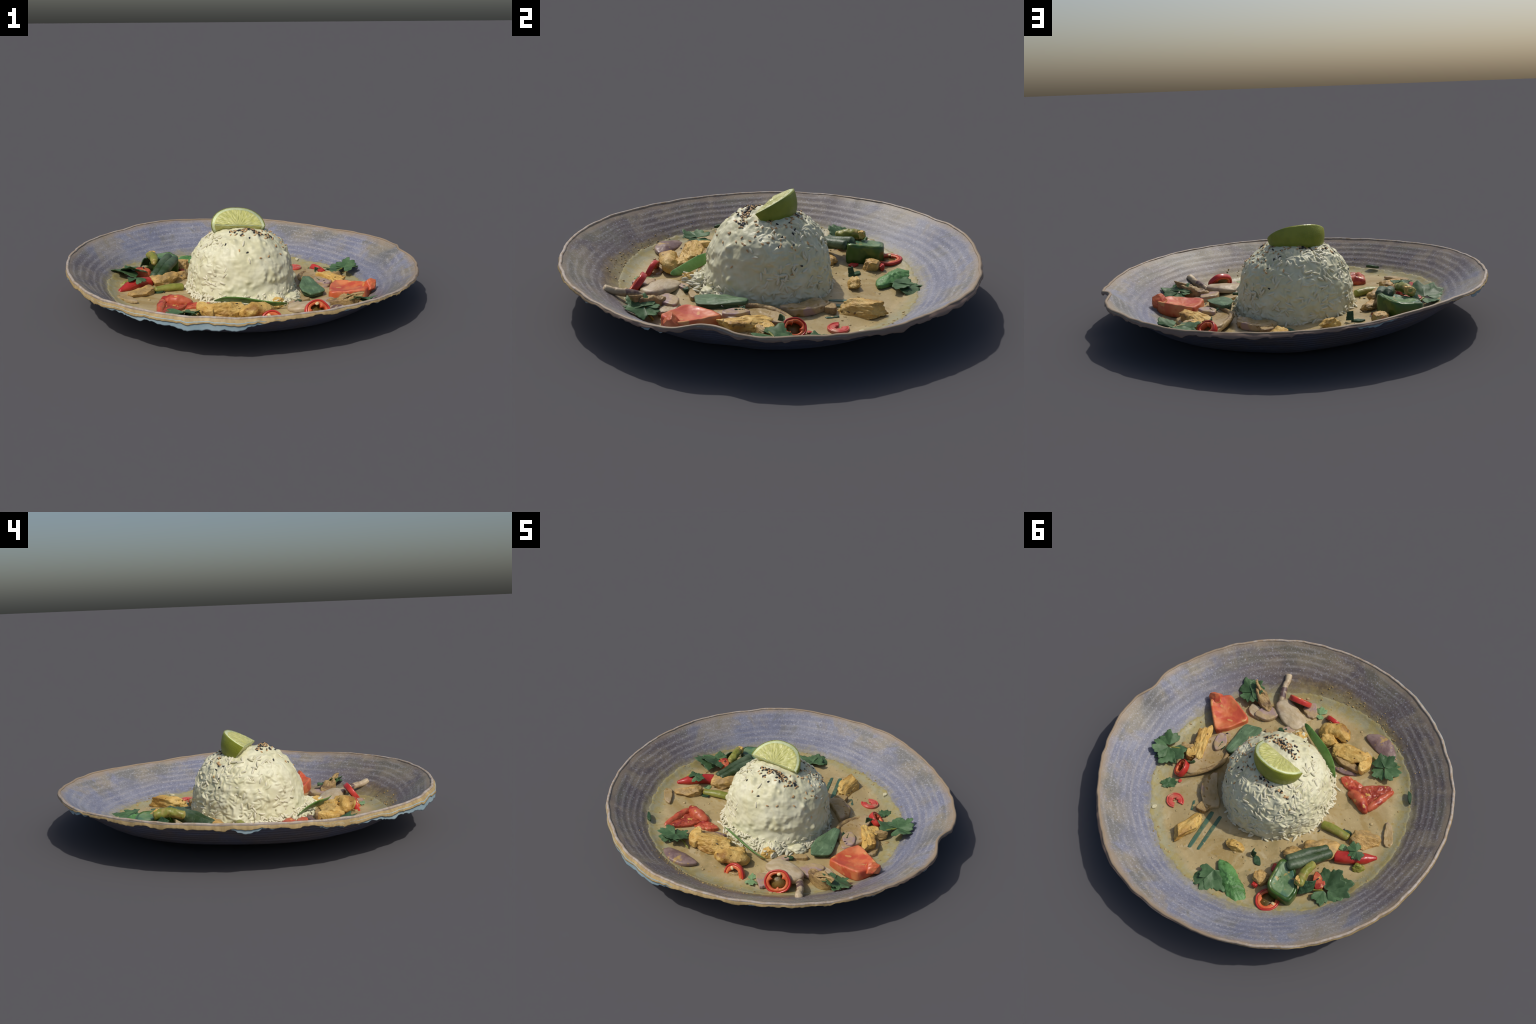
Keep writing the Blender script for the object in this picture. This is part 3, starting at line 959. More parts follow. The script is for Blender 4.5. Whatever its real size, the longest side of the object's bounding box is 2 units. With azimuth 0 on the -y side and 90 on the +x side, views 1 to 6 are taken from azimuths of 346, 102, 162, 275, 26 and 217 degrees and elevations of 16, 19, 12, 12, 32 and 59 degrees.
def build_rice():
    root = empty('rice_dome', (CX, CY, 0.04))
    root['label'] = 'moulded dome of white rice sprinkled with black and toasted sesame'
    root['category'] = 'rice'
    na, ns = 420, 180
    P, Nn, AZ, S = [], [], [], []
    for i in range(ns):
        s = i / (ns - 1) * 0.995
        for j in range(na):
            az = j * 360 / na
            p, n = dome_point(az, s)
            P.append(p)
            Nn.append(n)
            AZ.append(az)
            S.append(s)
    P, Nn = np.array(P), np.array(Nn)
    cream = np.array([creamy(a) for a in AZ]) * (1 - 0.8 * ss(0.16, 0.06, np.array(S)))  # smoothing
    top = ss(0.62, 0.8, np.array(S))
    cream = np.maximum(cream, 0.75 * top)
    h = np.array([0.011 * fbm(p * 9, 2) + 0.007 * fbm(p * 22 + 3, 2) for p in P]) * (1 - 0.3 * cream)
    # half-sunk grains: elongated bumps on the surface
    g = np.random.default_rng(3)
    bumps = np.zeros(len(P))
    for k in range(1100):
        az, s = g.uniform(0, 360), g.uniform(0, 0.97) ** 0.9
        if g.random() > 1.15 - s:
            continue
        c, n = dome_point(az, s)
        t = np.cross(n, g.normal(size=3))
        t /= np.linalg.norm(t)
        d = P - c
        m = np.abs(d).max(1) < 0.03
        if not m.any():
            continue
        dd = d[m]
        L, W = g.uniform(0.017, 0.027), g.uniform(0.0062, 0.0085)
        u = dd @ t
        w = dd @ np.cross(n, t)
        q = (u / L) ** 2 + (w / W) ** 2
        b = np.clip(1 - q, 0, 1) ** 0.6 * g.uniform(0.004, 0.008)
        bumps[m] = np.maximum(bumps[m], b)
    h = h + bumps * (1 - 0.85 * cream)
    # rounded nubs on the smoothed side
    for k in range(60):
        az, s = g.uniform(225, 345), g.uniform(0.15, 0.85)
        c, n = dome_point(az, s)
        d2 = ((P - c) ** 2).sum(1)
        h += g.uniform(0.003, 0.009) * np.exp(-d2 / g.uniform(0.010, 0.018) ** 2)
    h += 0.014 * np.exp(-((P[:, 0] - 0.0) ** 2 + (P[:, 1] + 0.11) ** 2) / 0.055 ** 2) * (P[:, 2] > 0.3)
    V = P + Nn * h[:, None]
    V = np.vstack([V, [[CX, CY, 0.405]]])
    faces = grid_faces(ns, na) + [(len(V) - 1, (ns - 1) * na + j, (ns - 1) * na + (j + 1) % na) for j in range(na)]
    off = np.array([CX, CY, 0.04])
    mesh_object('rice_mound', V - off, faces, M['rice'], root)

    # separate grains
    bm = bmesh.new()
    bmesh.ops.create_uvsphere(bm, u_segments=10, v_segments=8, radius=1)
    meshes = []
    for kind in range(4):
        me = bpy.data.meshes.new('rice_grain')
        b2 = bm.copy()
        for v in b2.verts:
            x, y, z = v.co
            bend = 0.10 * (kind - 1.5)
            v.co = (z * 0.0205 * (0.9 + 0.07 * kind), (y + bend * z * z) * 0.0066, x * 0.0062)
        b2.to_mesh(me)
        b2.free()
        me.materials.append(M['grain'])
        me.shade_smooth()
        meshes.append(me)
    bm.free()

    def place(me, p, n, t, lift, tip=0.0):
        b = np.cross(n, t)
        R = Matrix((t, b, n)).transposed()
        q = R @ Matrix.Rotation(tip, 3, 'Y')
        return Matrix.Translation(Vector(p + n * lift) - Vector(off)) @ q.to_4x4()
    named = 0
    stuffv, stufff = [], []
    for k in range(620):
        az = g.uniform(0, 360)
        s = g.uniform(0.0, 0.72)
        c = creamy(az) * (1 - ss(0.2, 0.06, s))
        if g.random() < 0.99 * c:
            continue
        p, n = dome_point(az, s)
        t = np.cross(n, g.normal(size=3))
        t /= np.linalg.norm(t)
        me = meshes[int(g.integers(4))]
        mw = place(me, p, n, t, g.uniform(-0.0035, 0.002), g.normal(0, 0.14))
        if named < 240 and k % 3 == 0:
            ob = bpy.data.objects.new('rice_grain', me)
            ob.matrix_local = mw
            link(ob, root)
            ob.matrix_local = mw
            named += 1
        else:
            b0 = len(stuffv)
            stuffv += [tuple(mw @ v.co) for v in me.vertices]
            stufff += [tuple(b0 + i for i in q.vertices) for q in me.polygons]
    # loose grains and fluffy skirt round the foot, thickest towards -y
    for k in range(380):
        az = g.normal(275, 50) if k < 310 else g.uniform(0, 360)
        a = math.radians(az)
        w = max(0, math.cos(math.radians(az - 270)))
        r = 0.308 + abs(g.normal(0, 0.008 + 0.018 * w))
        x, y = CX + r * math.cos(a), CY + r * math.sin(a)
        z = level(x, y) + max(0.003, (0.05 * w + 0.008) * (1 - (r - 0.308) / 0.05) * g.uniform(0.2, 1))
        n = np.array([math.cos(a) * 0.6, math.sin(a) * 0.6, 0.8])
        t = np.cross(n, g.normal(size=3) + np.array([0, 0, 0.5]))
        t /= np.linalg.norm(t)
        n = np.cross(t, np.cross(n, t))
        n /= np.linalg.norm(n)
        me = meshes[int(g.integers(4))]
        mw = place(me, np.array([x, y, z]), n, t, 0.0, g.normal(0, 0.3))
        if named < 300 and k % 6 == 0:
            ob = bpy.data.objects.new('rice_grain', me)
            link(ob, root)
            ob.matrix_local = mw
            named += 1
        else:
            b0 = len(stuffv)
            stuffv += [tuple(mw @ v.co) for v in me.vertices]
            stufff += [tuple(b0 + i for i in q.vertices) for q in me.polygons]
    # a tuft of grains leaning over the chunk in front
    for k in range(110):
        f = g.uniform(0, 1)
        x = 0.105 + g.normal(0, 0.022 + 0.02 * (1 - f))
        y = -0.31 - 0.085 * f
        z = level(x, y) + 0.02 + 0.05 * (1 - 0.6 * abs(x - 0.105) / 0.05) * (1 - 0.35 * f) * g.uniform(0.3, 1)
        t = np.array([g.normal(0.1, 0.35), -1, g.normal(-0.1, 0.35)])
        t /= np.linalg.norm(t)
        n = np.cross(t, np.array([1.0, 0, 0.1]))
        n /= np.linalg.norm(n)
        me = meshes[int(g.integers(4))]
        mw = place(me, np.array([x, y, z]), n, t, 0.0, 0)
        b0 = len(stuffv)
        stuffv += [tuple(mw @ v.co) for v in me.vertices]
        stufff += [tuple(b0 + i for i in q.vertices) for q in me.polygons]
    # clumps of rice under the loose grains
    for x, y, r, h, sd in ((0.105, -0.335, 0.045, 0.050, 1), (0.115, -0.375, 0.030, 0.030, 2), (-0.02, -0.325, 0.04, 0.022, 3), (0.22, -0.245, 0.045, 0.030, 4), (-0.14, -0.30, 0.04, 0.022, 5)):
        o = lump('rice_clump', (x - CX, y - CY), (r * 1.3, r, h), M['rice'], root, yaw=math.atan2(y, x) + 1.57, seed=sd, noise_amp=0.22, cuts=2, power=2.2, sub=4,
                 z=float(level(x, y)) + 0.012 - 0.04)
    ob = mesh_object('rice_grains', stuffv, stufff, M['grain'], root)
    ob['kind'] = 'stuff'

    # sesame
    bm = bmesh.new()
    bmesh.ops.create_uvsphere(bm, u_segments=10, v_segments=8, radius=1)
    seeds = {}
    for key in ('black_sesame', 'white_sesame'):
        me = bpy.data.meshes.new(key + '_seed')
        b2 = bm.copy()
        for v in b2.verts:
            x, y, z = v.co
            taper = 0.72 - 0.28 * z
            v.co = (z * 0.0088, y * 0.0056 * taper, x * 0.0036 * taper)
        b2.to_mesh(me)
        b2.free()
        me.materials.append(M[key])
        me.shade_smooth()
        seeds[key] = me
    bm.free()
    from mathutils.bvhtree import BVHTree
    tree = BVHTree.FromPolygons([tuple(v) for v in V], faces)

    def sprinkle(x, y, key):
        hit, n, i, d = tree.ray_cast(Vector((x, y, 1)), Vector((0, 0, -1)))
        if hit is None:
            return
        n = np.array(n if n.z > 0 else -n)
        t = np.cross(n, g.normal(size=3))
        t /= np.linalg.norm(t)
        ob = bpy.data.objects.new(key + '_seed', seeds[key])
        link(ob, root)
        ob.matrix_local = place(None, np.array(hit), n, t, 0.0028, g.normal(0, 0.2))
    pick = lambda p=0.42: 'black_sesame' if g.random() < p else 'white_sesame'
    for k in range(110):                       # the heap beside the lime
        x = g.normal(0.018, 0.062)
        y = -0.085 - 0.12 * (x - 0.02) - abs(g.normal(0.0, 0.034))
        sprinkle(x, y, pick(0.47))
    for k in range(44):                       # a scatter behind the lime
        sprinkle(g.normal(-0.02, 0.09), 0.105 + abs(g.normal(0, 0.02)), pick(0.5))
    for k in range(48):                       # the right shoulder
        sprinkle(g.normal(0.16, 0.045), g.normal(0.03, 0.08), pick(0.15))
    for x, y, c in ((-0.18, 0.11, 0), (-0.198, 0.089, 1), (-0.194, 0.13, 1), (-0.237, 0.114, 1), (-0.216, 0.143, 0), (-0.268, 0.107, 1),
                    (-0.133, -0.164, 1), (-0.156, 0.065, 1), (0.09, -0.24, 0), (0.17, -0.19, 0), (0.22, -0.05, 0), (0.23, 0.09, 0), (0.12, 0.20, 0),
                    (0.2, 0.14, 0), (0.04, -0.26, 0), (-0.03, -0.235, 1), (-0.07, -0.225, 0), (0.25, -0.13, 0)):
        sprinkle(x, y, 'black_sesame' if c else 'white_sesame')
    return root, seeds


# ------------------------------------------------------------------ lime
def build_lime():
    A, B = np.array([-0.180, -0.014, 0.432]), np.array([0.120, -0.050, 0.415])
    c = (A + B) / 2
    ax = (B - A) / np.linalg.norm(B - A)
    side = np.cross(np.array([0, 0, 1.0]), ax)
    side /= np.linalg.norm(side)
    up = np.cross(ax, side)
    a, b = 0.153, 0.149
    th0, th1 = math.radians(-50), math.radians(30)
    root = empty('lime_wedge', tuple(c))
    root['label'] = 'juicy wedge of lime with green peel resting on rice'
    root['category'] = 'fruit'

    def D(th):
        return math.cos(th) * side + math.sin(th) * up

    def shape(u):
        return math.sqrt(max(0.0, 1 - abs(u) ** 2.25))

    def wedge(name, scale, mat):
        """A closed wedge: curved skin between the two cut planes, meeting in the edge."""
        nu, nt = 60, 24
        verts, faces = [], []
        for i in range(nu + 1):
            u = -math.cos(i / nu * math.pi)
            for j in range(nt + 1):
                th = th0 + (th1 - th0) * j / nt
                k = 1 + 0.012 * fbm((u * 3, th * 3, scale), 2)
                verts.append(a * scale * u * ax + b * scale * shape(u) * k * D(th))
        w = nt + 1
        for i in range(nu):
            for j in range(nt):
                q = i * w + j
                faces.append((q, q + 1, q + w + 1, q + w))
        e0 = len(verts)
        for i in range(nu + 1):
            u = -math.cos(i / nu * math.pi)
            verts.append(a * scale * u * ax)
        for i in range(nu):
            for j in (0, nt):
                faces.append((e0 + i, i * w + j, (i + 1) * w + j, e0 + i + 1))
        return mesh_object(name, verts, faces, mat, root)
    pith = wedge('lime_pith', 0.985, M['pith'])
    # peel: thin outer shell
    nu, nt = 60, 24
    verts, faces = [], []
    for side_k, sc in ((0, 1.0), (1, 0.965)):
        for i in range(nu + 1):
            u = -math.cos(i / nu * math.pi)
            for j in range(nt + 1):
                th = th0 + (th1 - th0) * j / nt
                k = 1 + 0.012 * fbm((u * 3, th * 3, 1), 2)
                verts.append(a * sc * u * ax + b * sc * shape(u) * k * D(th))
    w, m = nt + 1, (nu + 1) * (nt + 1)
    for i in range(nu):
        for j in range(nt):
            q = i * w + j
            faces += [(q, q + 1, q + w + 1, q + w), (m + q, m + q + w, m + q + w + 1, m + q + 1)]
        for j in (0, nt):
            q = i * w + j
            faces.append((q, q + w, m + q + w, m + q))
    mesh_object('lime_peel', verts, faces, M['peel'], root)
    # flesh: a slightly raised juicy half disc on each cut plane
    for name, th, flip in (('lime_flesh', th1, 1), ('lime_flesh', th0, -1)):
        d = D(th)
        n = np.cross(ax, d) * flip
        nr, nq = 22, 90
        verts = []
        for i in range(nr + 1):
            s = i / nr
            for j in range(nq + 1):
                u = -math.cos(j / nq * math.pi)
                x, y = a * 0.90 * u * s, b * 0.885 * shape(u) * s
                ang = math.atan2(x, y + 0.012)
                rr = math.hypot(x, y) / a
                z = 0.0035 + 0.004 * fbm((ang * 7, rr * 4, 2), 3) * ss(0.05, 0.4, s) - 0.0009 * max(0, 1 - abs(math.sin(ang * 3.5)) * 5)
                z = z * float(ss(1.0, 0.93, s)) - 0.003 * (i == nr)
                verts.append((x, y, z))
        w = nq + 1
        faces = [(i * w + j, i * w + j + 1, (i + 1) * w + j + 1, (i + 1) * w + j) for i in range(nr) for j in range(nq)]
        ob = mesh_object(name, verts, faces, M['flesh'], root)
        ob.rotation_euler = Matrix((ax, d, n if flip == 1 else n)).transposed().to_euler() if flip == 1 else Matrix((-ax, d, np.cross(-ax, d))).transposed().to_euler()
    return root


# ------------------------------------------------------------------ curry pieces
def build_curry(sesame):
    root = empty('chicken_curry')
    root['label'] = 'creamy yellow chicken curry with peppers, chili, onion and cilantro'
    root['category'] = 'curry'
    build_sauce(root)
    L = rest

    def chunk(a, b, width, height, base, seed, mat='chicken', **kw):
        c, h, yaw = between(a, b)
        return lump('chicken_chunk', c, (h * 1.04, width, height), M[mat], root, yaw=yaw, seed=seed, base=base, **kw)
    # ---- chicken
    chunk((0.583, -0.09), (0.485, 0.125), 0.048, 0.048, 0.016, 1, pitch=0.05)
    lump('chicken_chunk', (0.545, 0.10), (0.05, 0.045, 0.035), M['chicken'], root, seed=2, base=0.02)
    chunk((0.262, 0.60), (0.215, 0.39), 0.055, 0.044, 0.020, 3)
    chunk((0.0, 0.432), (-0.10, 0.385), 0.036, 0.038, 0.014, 4)
    chunk((-0.245, 0.445), (-0.315, 0.50), 0.05, 0.038, 0.012, 5, mat='chicken_soaked')
    chunk((-0.52, -0.05), (-0.67, -0.08), 0.062, 0.036, 0.008, 6, mat='chicken_soaked')
    chunk((-0.28, 0.26), (-0.40, 0.20), 0.05, 0.034, 0.002, 7, mat='chicken_soaked')
    chunk((-0.37, 0.20), (-0.52, 0.08), 0.06, 0.050, 0.010, 8, mat='chicken_soaked')
    # a rolled chunk and its neighbours near -y
    c0 = [(0.012, -0.47, L(0, -0.47) + 0.005), (0.0, -0.515, L(0, -0.5) + 0.044), (-0.07, -0.545, L(-0.07, -0.54) + 0.052), (-0.145, -0.535, L(-0.14, -0.53) + 0.024)]
    tube('chicken_chunk', c0, [0.036, 0.044, 0.045, 0.036], M['chicken'], root, flat=0.8, seed=3, wob=0.28, ends=0.2)
    lump('chicken_chunk', (-0.045, -0.475), (0.06, 0.05, 0.045), M['chicken'], root, yaw=0.5, seed=11, base=0.014)
    lump('chicken_chunk', (-0.205, -0.465), (0.105, 0.066, 0.046), M['chicken'], root, yaw=0.35, seed=12, base=0.032, roll=0.35)
    slab('mushroom_slice', [(-0.265, -0.535), (-0.325, -0.52), (-0.355, -0.455), (-0.335, -0.385), (-0.29, -0.41)], M['chicken'], root, base=0.01, thick=0.045, tilt=(0.1, 0.1), seed=4)
    slab('mushroom_slice', [(-0.125, -0.40), (-0.20, -0.37), (-0.31, -0.385), (-0.315, -0.42), (-0.2, -0.43)], M['mushroom'], root, base=0.0, thick=0.04, seed=5)
    lump('chicken_chunk', (0.10, -0.385), (0.035, 0.042, 0.03), M['chicken'], root, yaw=1.5, seed=13, base=0.022)
    slab('brown_strip', [(-0.622, -0.235), (-0.668, -0.225), (-0.742, -0.115), (-0.70, -0.09), (-0.655, -0.15)], M['slice'], root, base=0.001, thick=0.016, seed=7, rough_edge=0.1)

    # ---- mushrooms
    tube('mushroom_stem', [(0.345, -0.50, 0.045), (0.375, -0.56, 0.072), (0.398, -0.61, 0.085), (0.405, -0.645, 0.092), (0.425, -0.685, 0.106)],
         [0.021, 0.021, 0.018, 0.018, 0.022], M['stem'], root, seed=2, ends=0.06, wob=0.12)
    slab('mushroom_slice', [(0.535, -0.475), (0.46, -0.50), (0.36, -0.44), (0.36, -0.395), (0.45, -0.41)], M['mushroom'], root, base=-0.005, thick=0.076, tilt=(0.2, -0.2), lump=0.014, seed=1)
    blade('mushroom_gill', (0.50, -0.47, L(.5, -.47) + 0.01), (0.40, -0.44, L(.4, -.44) + 0.03), (0.45, -0.475, L(.45, -.47) + 0.085), (0.545, -0.50, L(.54, -.5) + 0.085), M['mushroom'], root, thick=0.016, curl=0.015)
    # big flat slices coated in sauce beside the dome
    slab('onion_slice', [(0.45, -0.16), (0.375, -0.05), (0.345, 0.05), (0.385, 0.15), (0.475, 0.25), (0.50, 0.18), (0.50, 0.06), (0.53, -0.03)], M['slice'], root,
         base=0.010, thick=0.034, dish=0.012, seed=8, rough_edge=0.05, bevel=0.14)
    tube('onion_rind', [(0.385, -0.06, L(.38, -.06) + 0.03), (0.352, 0.03, L(.35, .03) + 0.034), (0.372, 0.11, L(.37, .11) + 0.034), (0.43, 0.19, L(.43, .19) + 0.03), (0.50, 0.26, L(.5, .26) + 0.012)],
         [0.010, 0.014, 0.015, 0.014, 0.009], M['mushroom'], root, seed=12, wob=0.15, ends=0.06)
    slab('mushroom_slice', [(0.365, 0.22), (0.34, 0.10), (0.26, 0.20), (0.17, 0.27), (0.215, 0.34), (0.30, 0.30)], M['slice'], root, base=-0.006, thick=0.036, seed=9, rough_edge=0.10, lump=0.008)
    slab('mushroom_slice', [(0.285, 0.375), (0.215, 0.36), (0.21, 0.31), (0.28, 0.31)], M['mushroom'], root, base=-0.006, thick=0.036, seed=19, rough_edge=0.12)

    # ---- onion
    slab('onion_petal', [(0.375, -0.47), (0.335, -0.555), (0.24, -0.535), (0.12, -0.49), (0.155, -0.39), (0.26, -0.40)], M['onion_pale'], root, base=0.006, thick=0.038, dish=-0.014, seed=10, tilt=(0.06, -0.03))
    slab('onion_petal', [(0.44, -0.33), (0.40, -0.45), (0.29, -0.45), (0.33, -0.345)], M['onion_lilac'], root, base=0.002, thick=0.028, seed=11)
    slab('onion_petal', [(0.235, -0.56), (0.19, -0.66), (0.11, -0.56), (0.14, -0.53)], M['onion_lilac'], root, base=0.0, thick=0.022, seed=12, rough_edge=0.12)
    slab('onion_petal', [(-0.18, -0.635), (-0.25, -0.695), (-0.35, -0.695), (-0.44, -0.615), (-0.42, -0.575), (-0.31, -0.585)], M['onion_purple'], root, base=-0.002, thick=0.030, dish=-0.014, seed=13, tilt=(0, -0.18))
    slab('onion_petal', [(-0.165, -0.335), (-0.25, -0.335), (-0.33, -0.385), (-0.24, -0.385)], M['onion_purple'], root, base=-0.004, thick=0.018, seed=14)
    slab('onion_petal', [(0.235, -0.36), (0.19, -0.42), (0.15, -0.40), (0.18, -0.345)], M['onion_lilac'], root, base=-0.006, thick=0.018, seed=15)
    slab('onion_petal', [(0.50, -0.10), (0.45, -0.115), (0.40, -0.05), (0.43, 0.02), (0.48, -0.02)], M['onion_lilac'], root, base=0.012, thick=0.022, seed=16)

    slab('onion_petal', [(0.50, -0.40), (0.47, -0.335), (0.39, -0.325), (0.36, -0.36), (0.42, -0.41)], M['onion_pale'], root, base=-0.004, thick=0.022, seed=17, rough_edge=0.1)
    slab('onion_petal', [(0.32, -0.30), (0.23, -0.345), (0.21, -0.32), (0.28, -0.275)], M['slice'], root, base=-0.002, thick=0.022, seed=18, rough_edge=0.1)
    slab('mushroom_slice', [(0.575, -0.13), (0.625, -0.06), (0.60, 0.05), (0.565, 0.06), (0.55, -0.05)], M['slice'], root, base=-0.004, thick=0.026, seed=70, rough_edge=0.12)
    slab('onion_petal', [(-0.08, -0.60), (-0.02, -0.545), (0.06, -0.555), (0.03, -0.62)], M['slice'], root, base=-0.006, thick=0.016, seed=71, rough_edge=0.1)
    # ---- red pepper and tomato
    slab('red_pepper_piece', [(0.70, -0.24), (0.615, -0.345), (0.54, -0.325), (0.415, -0.285), (0.468, -0.155), (0.525, -0.088)], M['pepper_red'], root,
         base=-0.004, thick=0.074, dish=0.024, tilt=(0.10, -0.02), seed=20, cut=0.12, bevel=0.09)
    lump('red_pepper_piece', (0.662, -0.27), (0.045, 0.036, 0.042), M['pepper_red'], root, yaw=0.9, seed=21, base=0.058, noise_amp=0.06)
    slab('tomato_wedge', [(-0.355, -0.265), (-0.49, -0.205), (-0.545, -0.425), (-0.50, -0.43), (-0.40, -0.36), (-0.37, -0.30)], M['tomato_pulp'], root, base=-0.004, thick=0.018, seed=22, tilt=(-0.06, -0.05), lump=0.010)
    tube('tomato_wedge', [(-0.335, -0.27, L(-.33, -.27) + 0.004), (-0.42, -0.25, L(-.41, -.24) + 0.018), (-0.48, -0.22, L(-.48, -.21) + 0.010), (-0.50, -0.225, L(-.5, -.22) + 0.004)],
         [0.022, 0.034, 0.026, 0.012], M['tomato'], root, seed=4, wob=0.2)
    tube('tomato_wedge', [(-0.49, -0.22, L(-.49, -.22) + 0.008), (-0.515, -0.32, L(-.5, -.32) + 0.010), (-0.54, -0.425, L(-.54, -.42) + 0.002)], [0.02, 0.024, 0.014], M['tomato'], root, seed=5, wob=0.2)
    slab('tomato_wedge', [(-0.235, -0.30), (-0.28, -0.345), (-0.40, -0.345), (-0.42, -0.29), (-0.34, -0.265)], M['tomato'], root, base=-0.004, thick=0.020, seed=23, lump=0.01, rough_edge=0.12)
    slab('tomato_wedge', [(-0.49, 0.255), (-0.60, 0.29), (-0.57, 0.36), (-0.52, 0.33)], M['tomato'], root, base=-0.004, thick=0.05, seed=24, rough_edge=0.05)

    # ---- chili
    chili_ring((0.516, 0.222, L(.5, .22) + 0.032), 0.056, (0.62, 0.30, 0.72), root, height=0.034, seed=1, squash=0.86, seeds=0)
    chili_ring((0.412, 0.40, L(.41, .40) + 0.004), 0.053, (0, 0, 1), root, height=0.014, seed=2, arc=(0.1, 5.2), skin='chili_pink', flesh='chili_pink', core=False, seeds=0, inner=0.3, squash=0.9)
    chili_ring((-0.394, 0.547, L(-.39, .55) + 0.010), 0.074, (0.10, -0.10, 1), root, height=0.016, seed=3, squash=0.86, spin=0.7, seeds=1)
    chili_ring((0.258, -0.585, L(.26, -.58) + 0.042), 0.072, (0.14, -0.80, 0.60), root, height=0.030, seed=4, squash=0.90, seeds=1)
    chili_ring((0.012, -0.607, L(0, -.6) + 0.0), 0.062, (-0.05, -0.92, 0.38), root, height=0.026, seed=5, arc=(-0.1, math.pi + 0.1), squash=1.05, core=False, seeds=1, inner=0.55)
    tube('chili_half', [(-0.515, 0.125, L(-.52, .12) + 0.016), (-0.60, 0.075, L(-.6, .07) + 0.022), (-0.66, 0.03, L(-.66, .03) + 0.014), (-0.71, -0.015, L(-.71, -.01) + 0.002)],
         [0.034, 0.037, 0.030, 0.010], M['chili'], root, flat=0.85, seed=6, ends=0.03, wob=0.08)
    lump('red_pepper_piece', (-0.283, 0.525), (0.02, 0.014, 0.018), M['chili'], root, seed=31, base=0.014)
    lump('red_pepper_piece', (-0.30, 0.375), (0.014, 0.03, 0.014), M['chili'], root, seed=32, base=0.008, yaw=0.6)
    lump('red_pepper_piece', (0.478, 0.285), (0.012, 0.012, 0.005), M['chili_pink'], root, seed=33, base=0.004)

    # ---- green pepper
    slab('green_pepper_piece', [(-0.315, 0.335), (-0.345, 0.50), (-0.385, 0.525), (-0.505, 0.515), (-0.505, 0.44), (-0.46, 0.375), (-0.40, 0.325)], M['green_pepper'], root,
         base=-0.004, thick=0.096, dish=0.012, tilt=(0.10, -0.05), seed=40, cut=0.15, bevel=0.08)
    slab('green_pepper_flesh', [(-0.335, 0.345), (-0.36, 0.49), (-0.395, 0.508), (-0.485, 0.498), (-0.485, 0.44), (-0.45, 0.385), (-0.395, 0.34)], M['green_pepper_top'], root,
         base=0.070, thick=0.022, dish=0.010, tilt=(0.10, -0.05), seed=41, cut=0.15)
    tube('courgette_strip', [(-0.375, 0.365, L(-.37, .36) + 0.102), (-0.44, 0.25, L(-.44, .25) + 0.072), (-0.505, 0.125, L(-.5, .12) + 0.036)], [0.028, 0.03, 0.026], M['courgette'], root, seed=7, ends=0.05, wob=0.1)
    tube('courgette_strip', [(-0.345, 0.335, L(-.35, .33) + 0.092), (-0.41, 0.22, L(-.41, .22) + 0.072), (-0.475, 0.115, L(-.48, .11) + 0.040)], [0.026, 0.029, 0.022], M['courgette'], root, seed=8, ends=0.05, wob=0.1)
    tube('green_stalk', [(-0.49, 0.415, L(-.49, .41) + 0.100), (-0.475, 0.33, L(-.47, .33) + 0.110), (-0.48, 0.255, L(-.48, .25) + 0.092)], [0.026, 0.024, 0.02], M['stalk'], root, seed=9, ends=0.08, wob=0.25)
    lump('chicken_chunk', (-0.472, 0.395), (0.024, 0.022, 0.02), M['chicken'], root, seed=42, base=0.110)
    blade('dark_leaf', (-0.50, 0.43, L(-.5, .43) + 0.03), (-0.555, 0.36, L(-.55, .36) + 0.035), (-0.545, 0.325, L(-.54, .33) + 0.085), (-0.485, 0.375, L(-.49, .37) + 0.095), M['leaf_dark'], root, curl=0.014)

    # ---- other greens
    tube('green_stalk', [(-0.345, 0.005, L(-.35, 0) + 0.016), (-0.42, -0.008, L(-.42, 0) + 0.02), (-0.52, -0.018, L(-.52, -.02) + 0.008)], [0.026, 0.026, 0.022], M['stalk'], root, seed=10, ends=0.08, flat=0.8)
    lump('green_stalk', (-0.665, 0.095), (0.036, 0.03, 0.026), M['stalk'], root, seed=43, base=0.006, yaw=0.5)
    lump('green_stalk', (-0.525, 0.045), (0.022, 0.02, 0.006), M['cilantro_light'], root, seed=44, base=0.003)
    slab('green_scrap', [(-0.46, -0.02), (-0.52, -0.035), (-0.51, -0.06), (-0.47, -0.055)], M['leaf_dark'], root, base=-0.001, thick=0.010, seed=45)
    slab('green_bean', [(0.205, 0.325), (0.18, 0.315), (0.138, 0.57), (0.160, 0.58)], M['bean'], root, base=-0.010, thick=0.0155, seed=50, cut=0.1, lump=0.002)
    slab('green_bean', [(0.148, 0.318), (0.126, 0.312), (0.092, 0.55), (0.110, 0.56)], M['bean'], root, base=-0.010, thick=0.0145, seed=51, cut=0.1, lump=0.002)
    slab('green_bean', [(0.33, 0.335), (0.30, 0.39), (0.29, 0.385), (0.32, 0.325)], M['bean'], root, base=-0.010, thick=0.0135, seed=52, cut=0.1)
    slab('broad_leaf', [(-0.035, 0.535), (-0.09, 0.505), (-0.165, 0.530), (-0.235, 0.565), (-0.305, 0.615), (-0.295, 0.665), (-0.235, 0.685), (-0.165, 0.650), (-0.10, 0.610)], M['bright_green'], root,
         base=-0.004, thick=0.040, dish=-0.020, seed=53, bevel=0.25, lump=0.009, rough_edge=0.14)
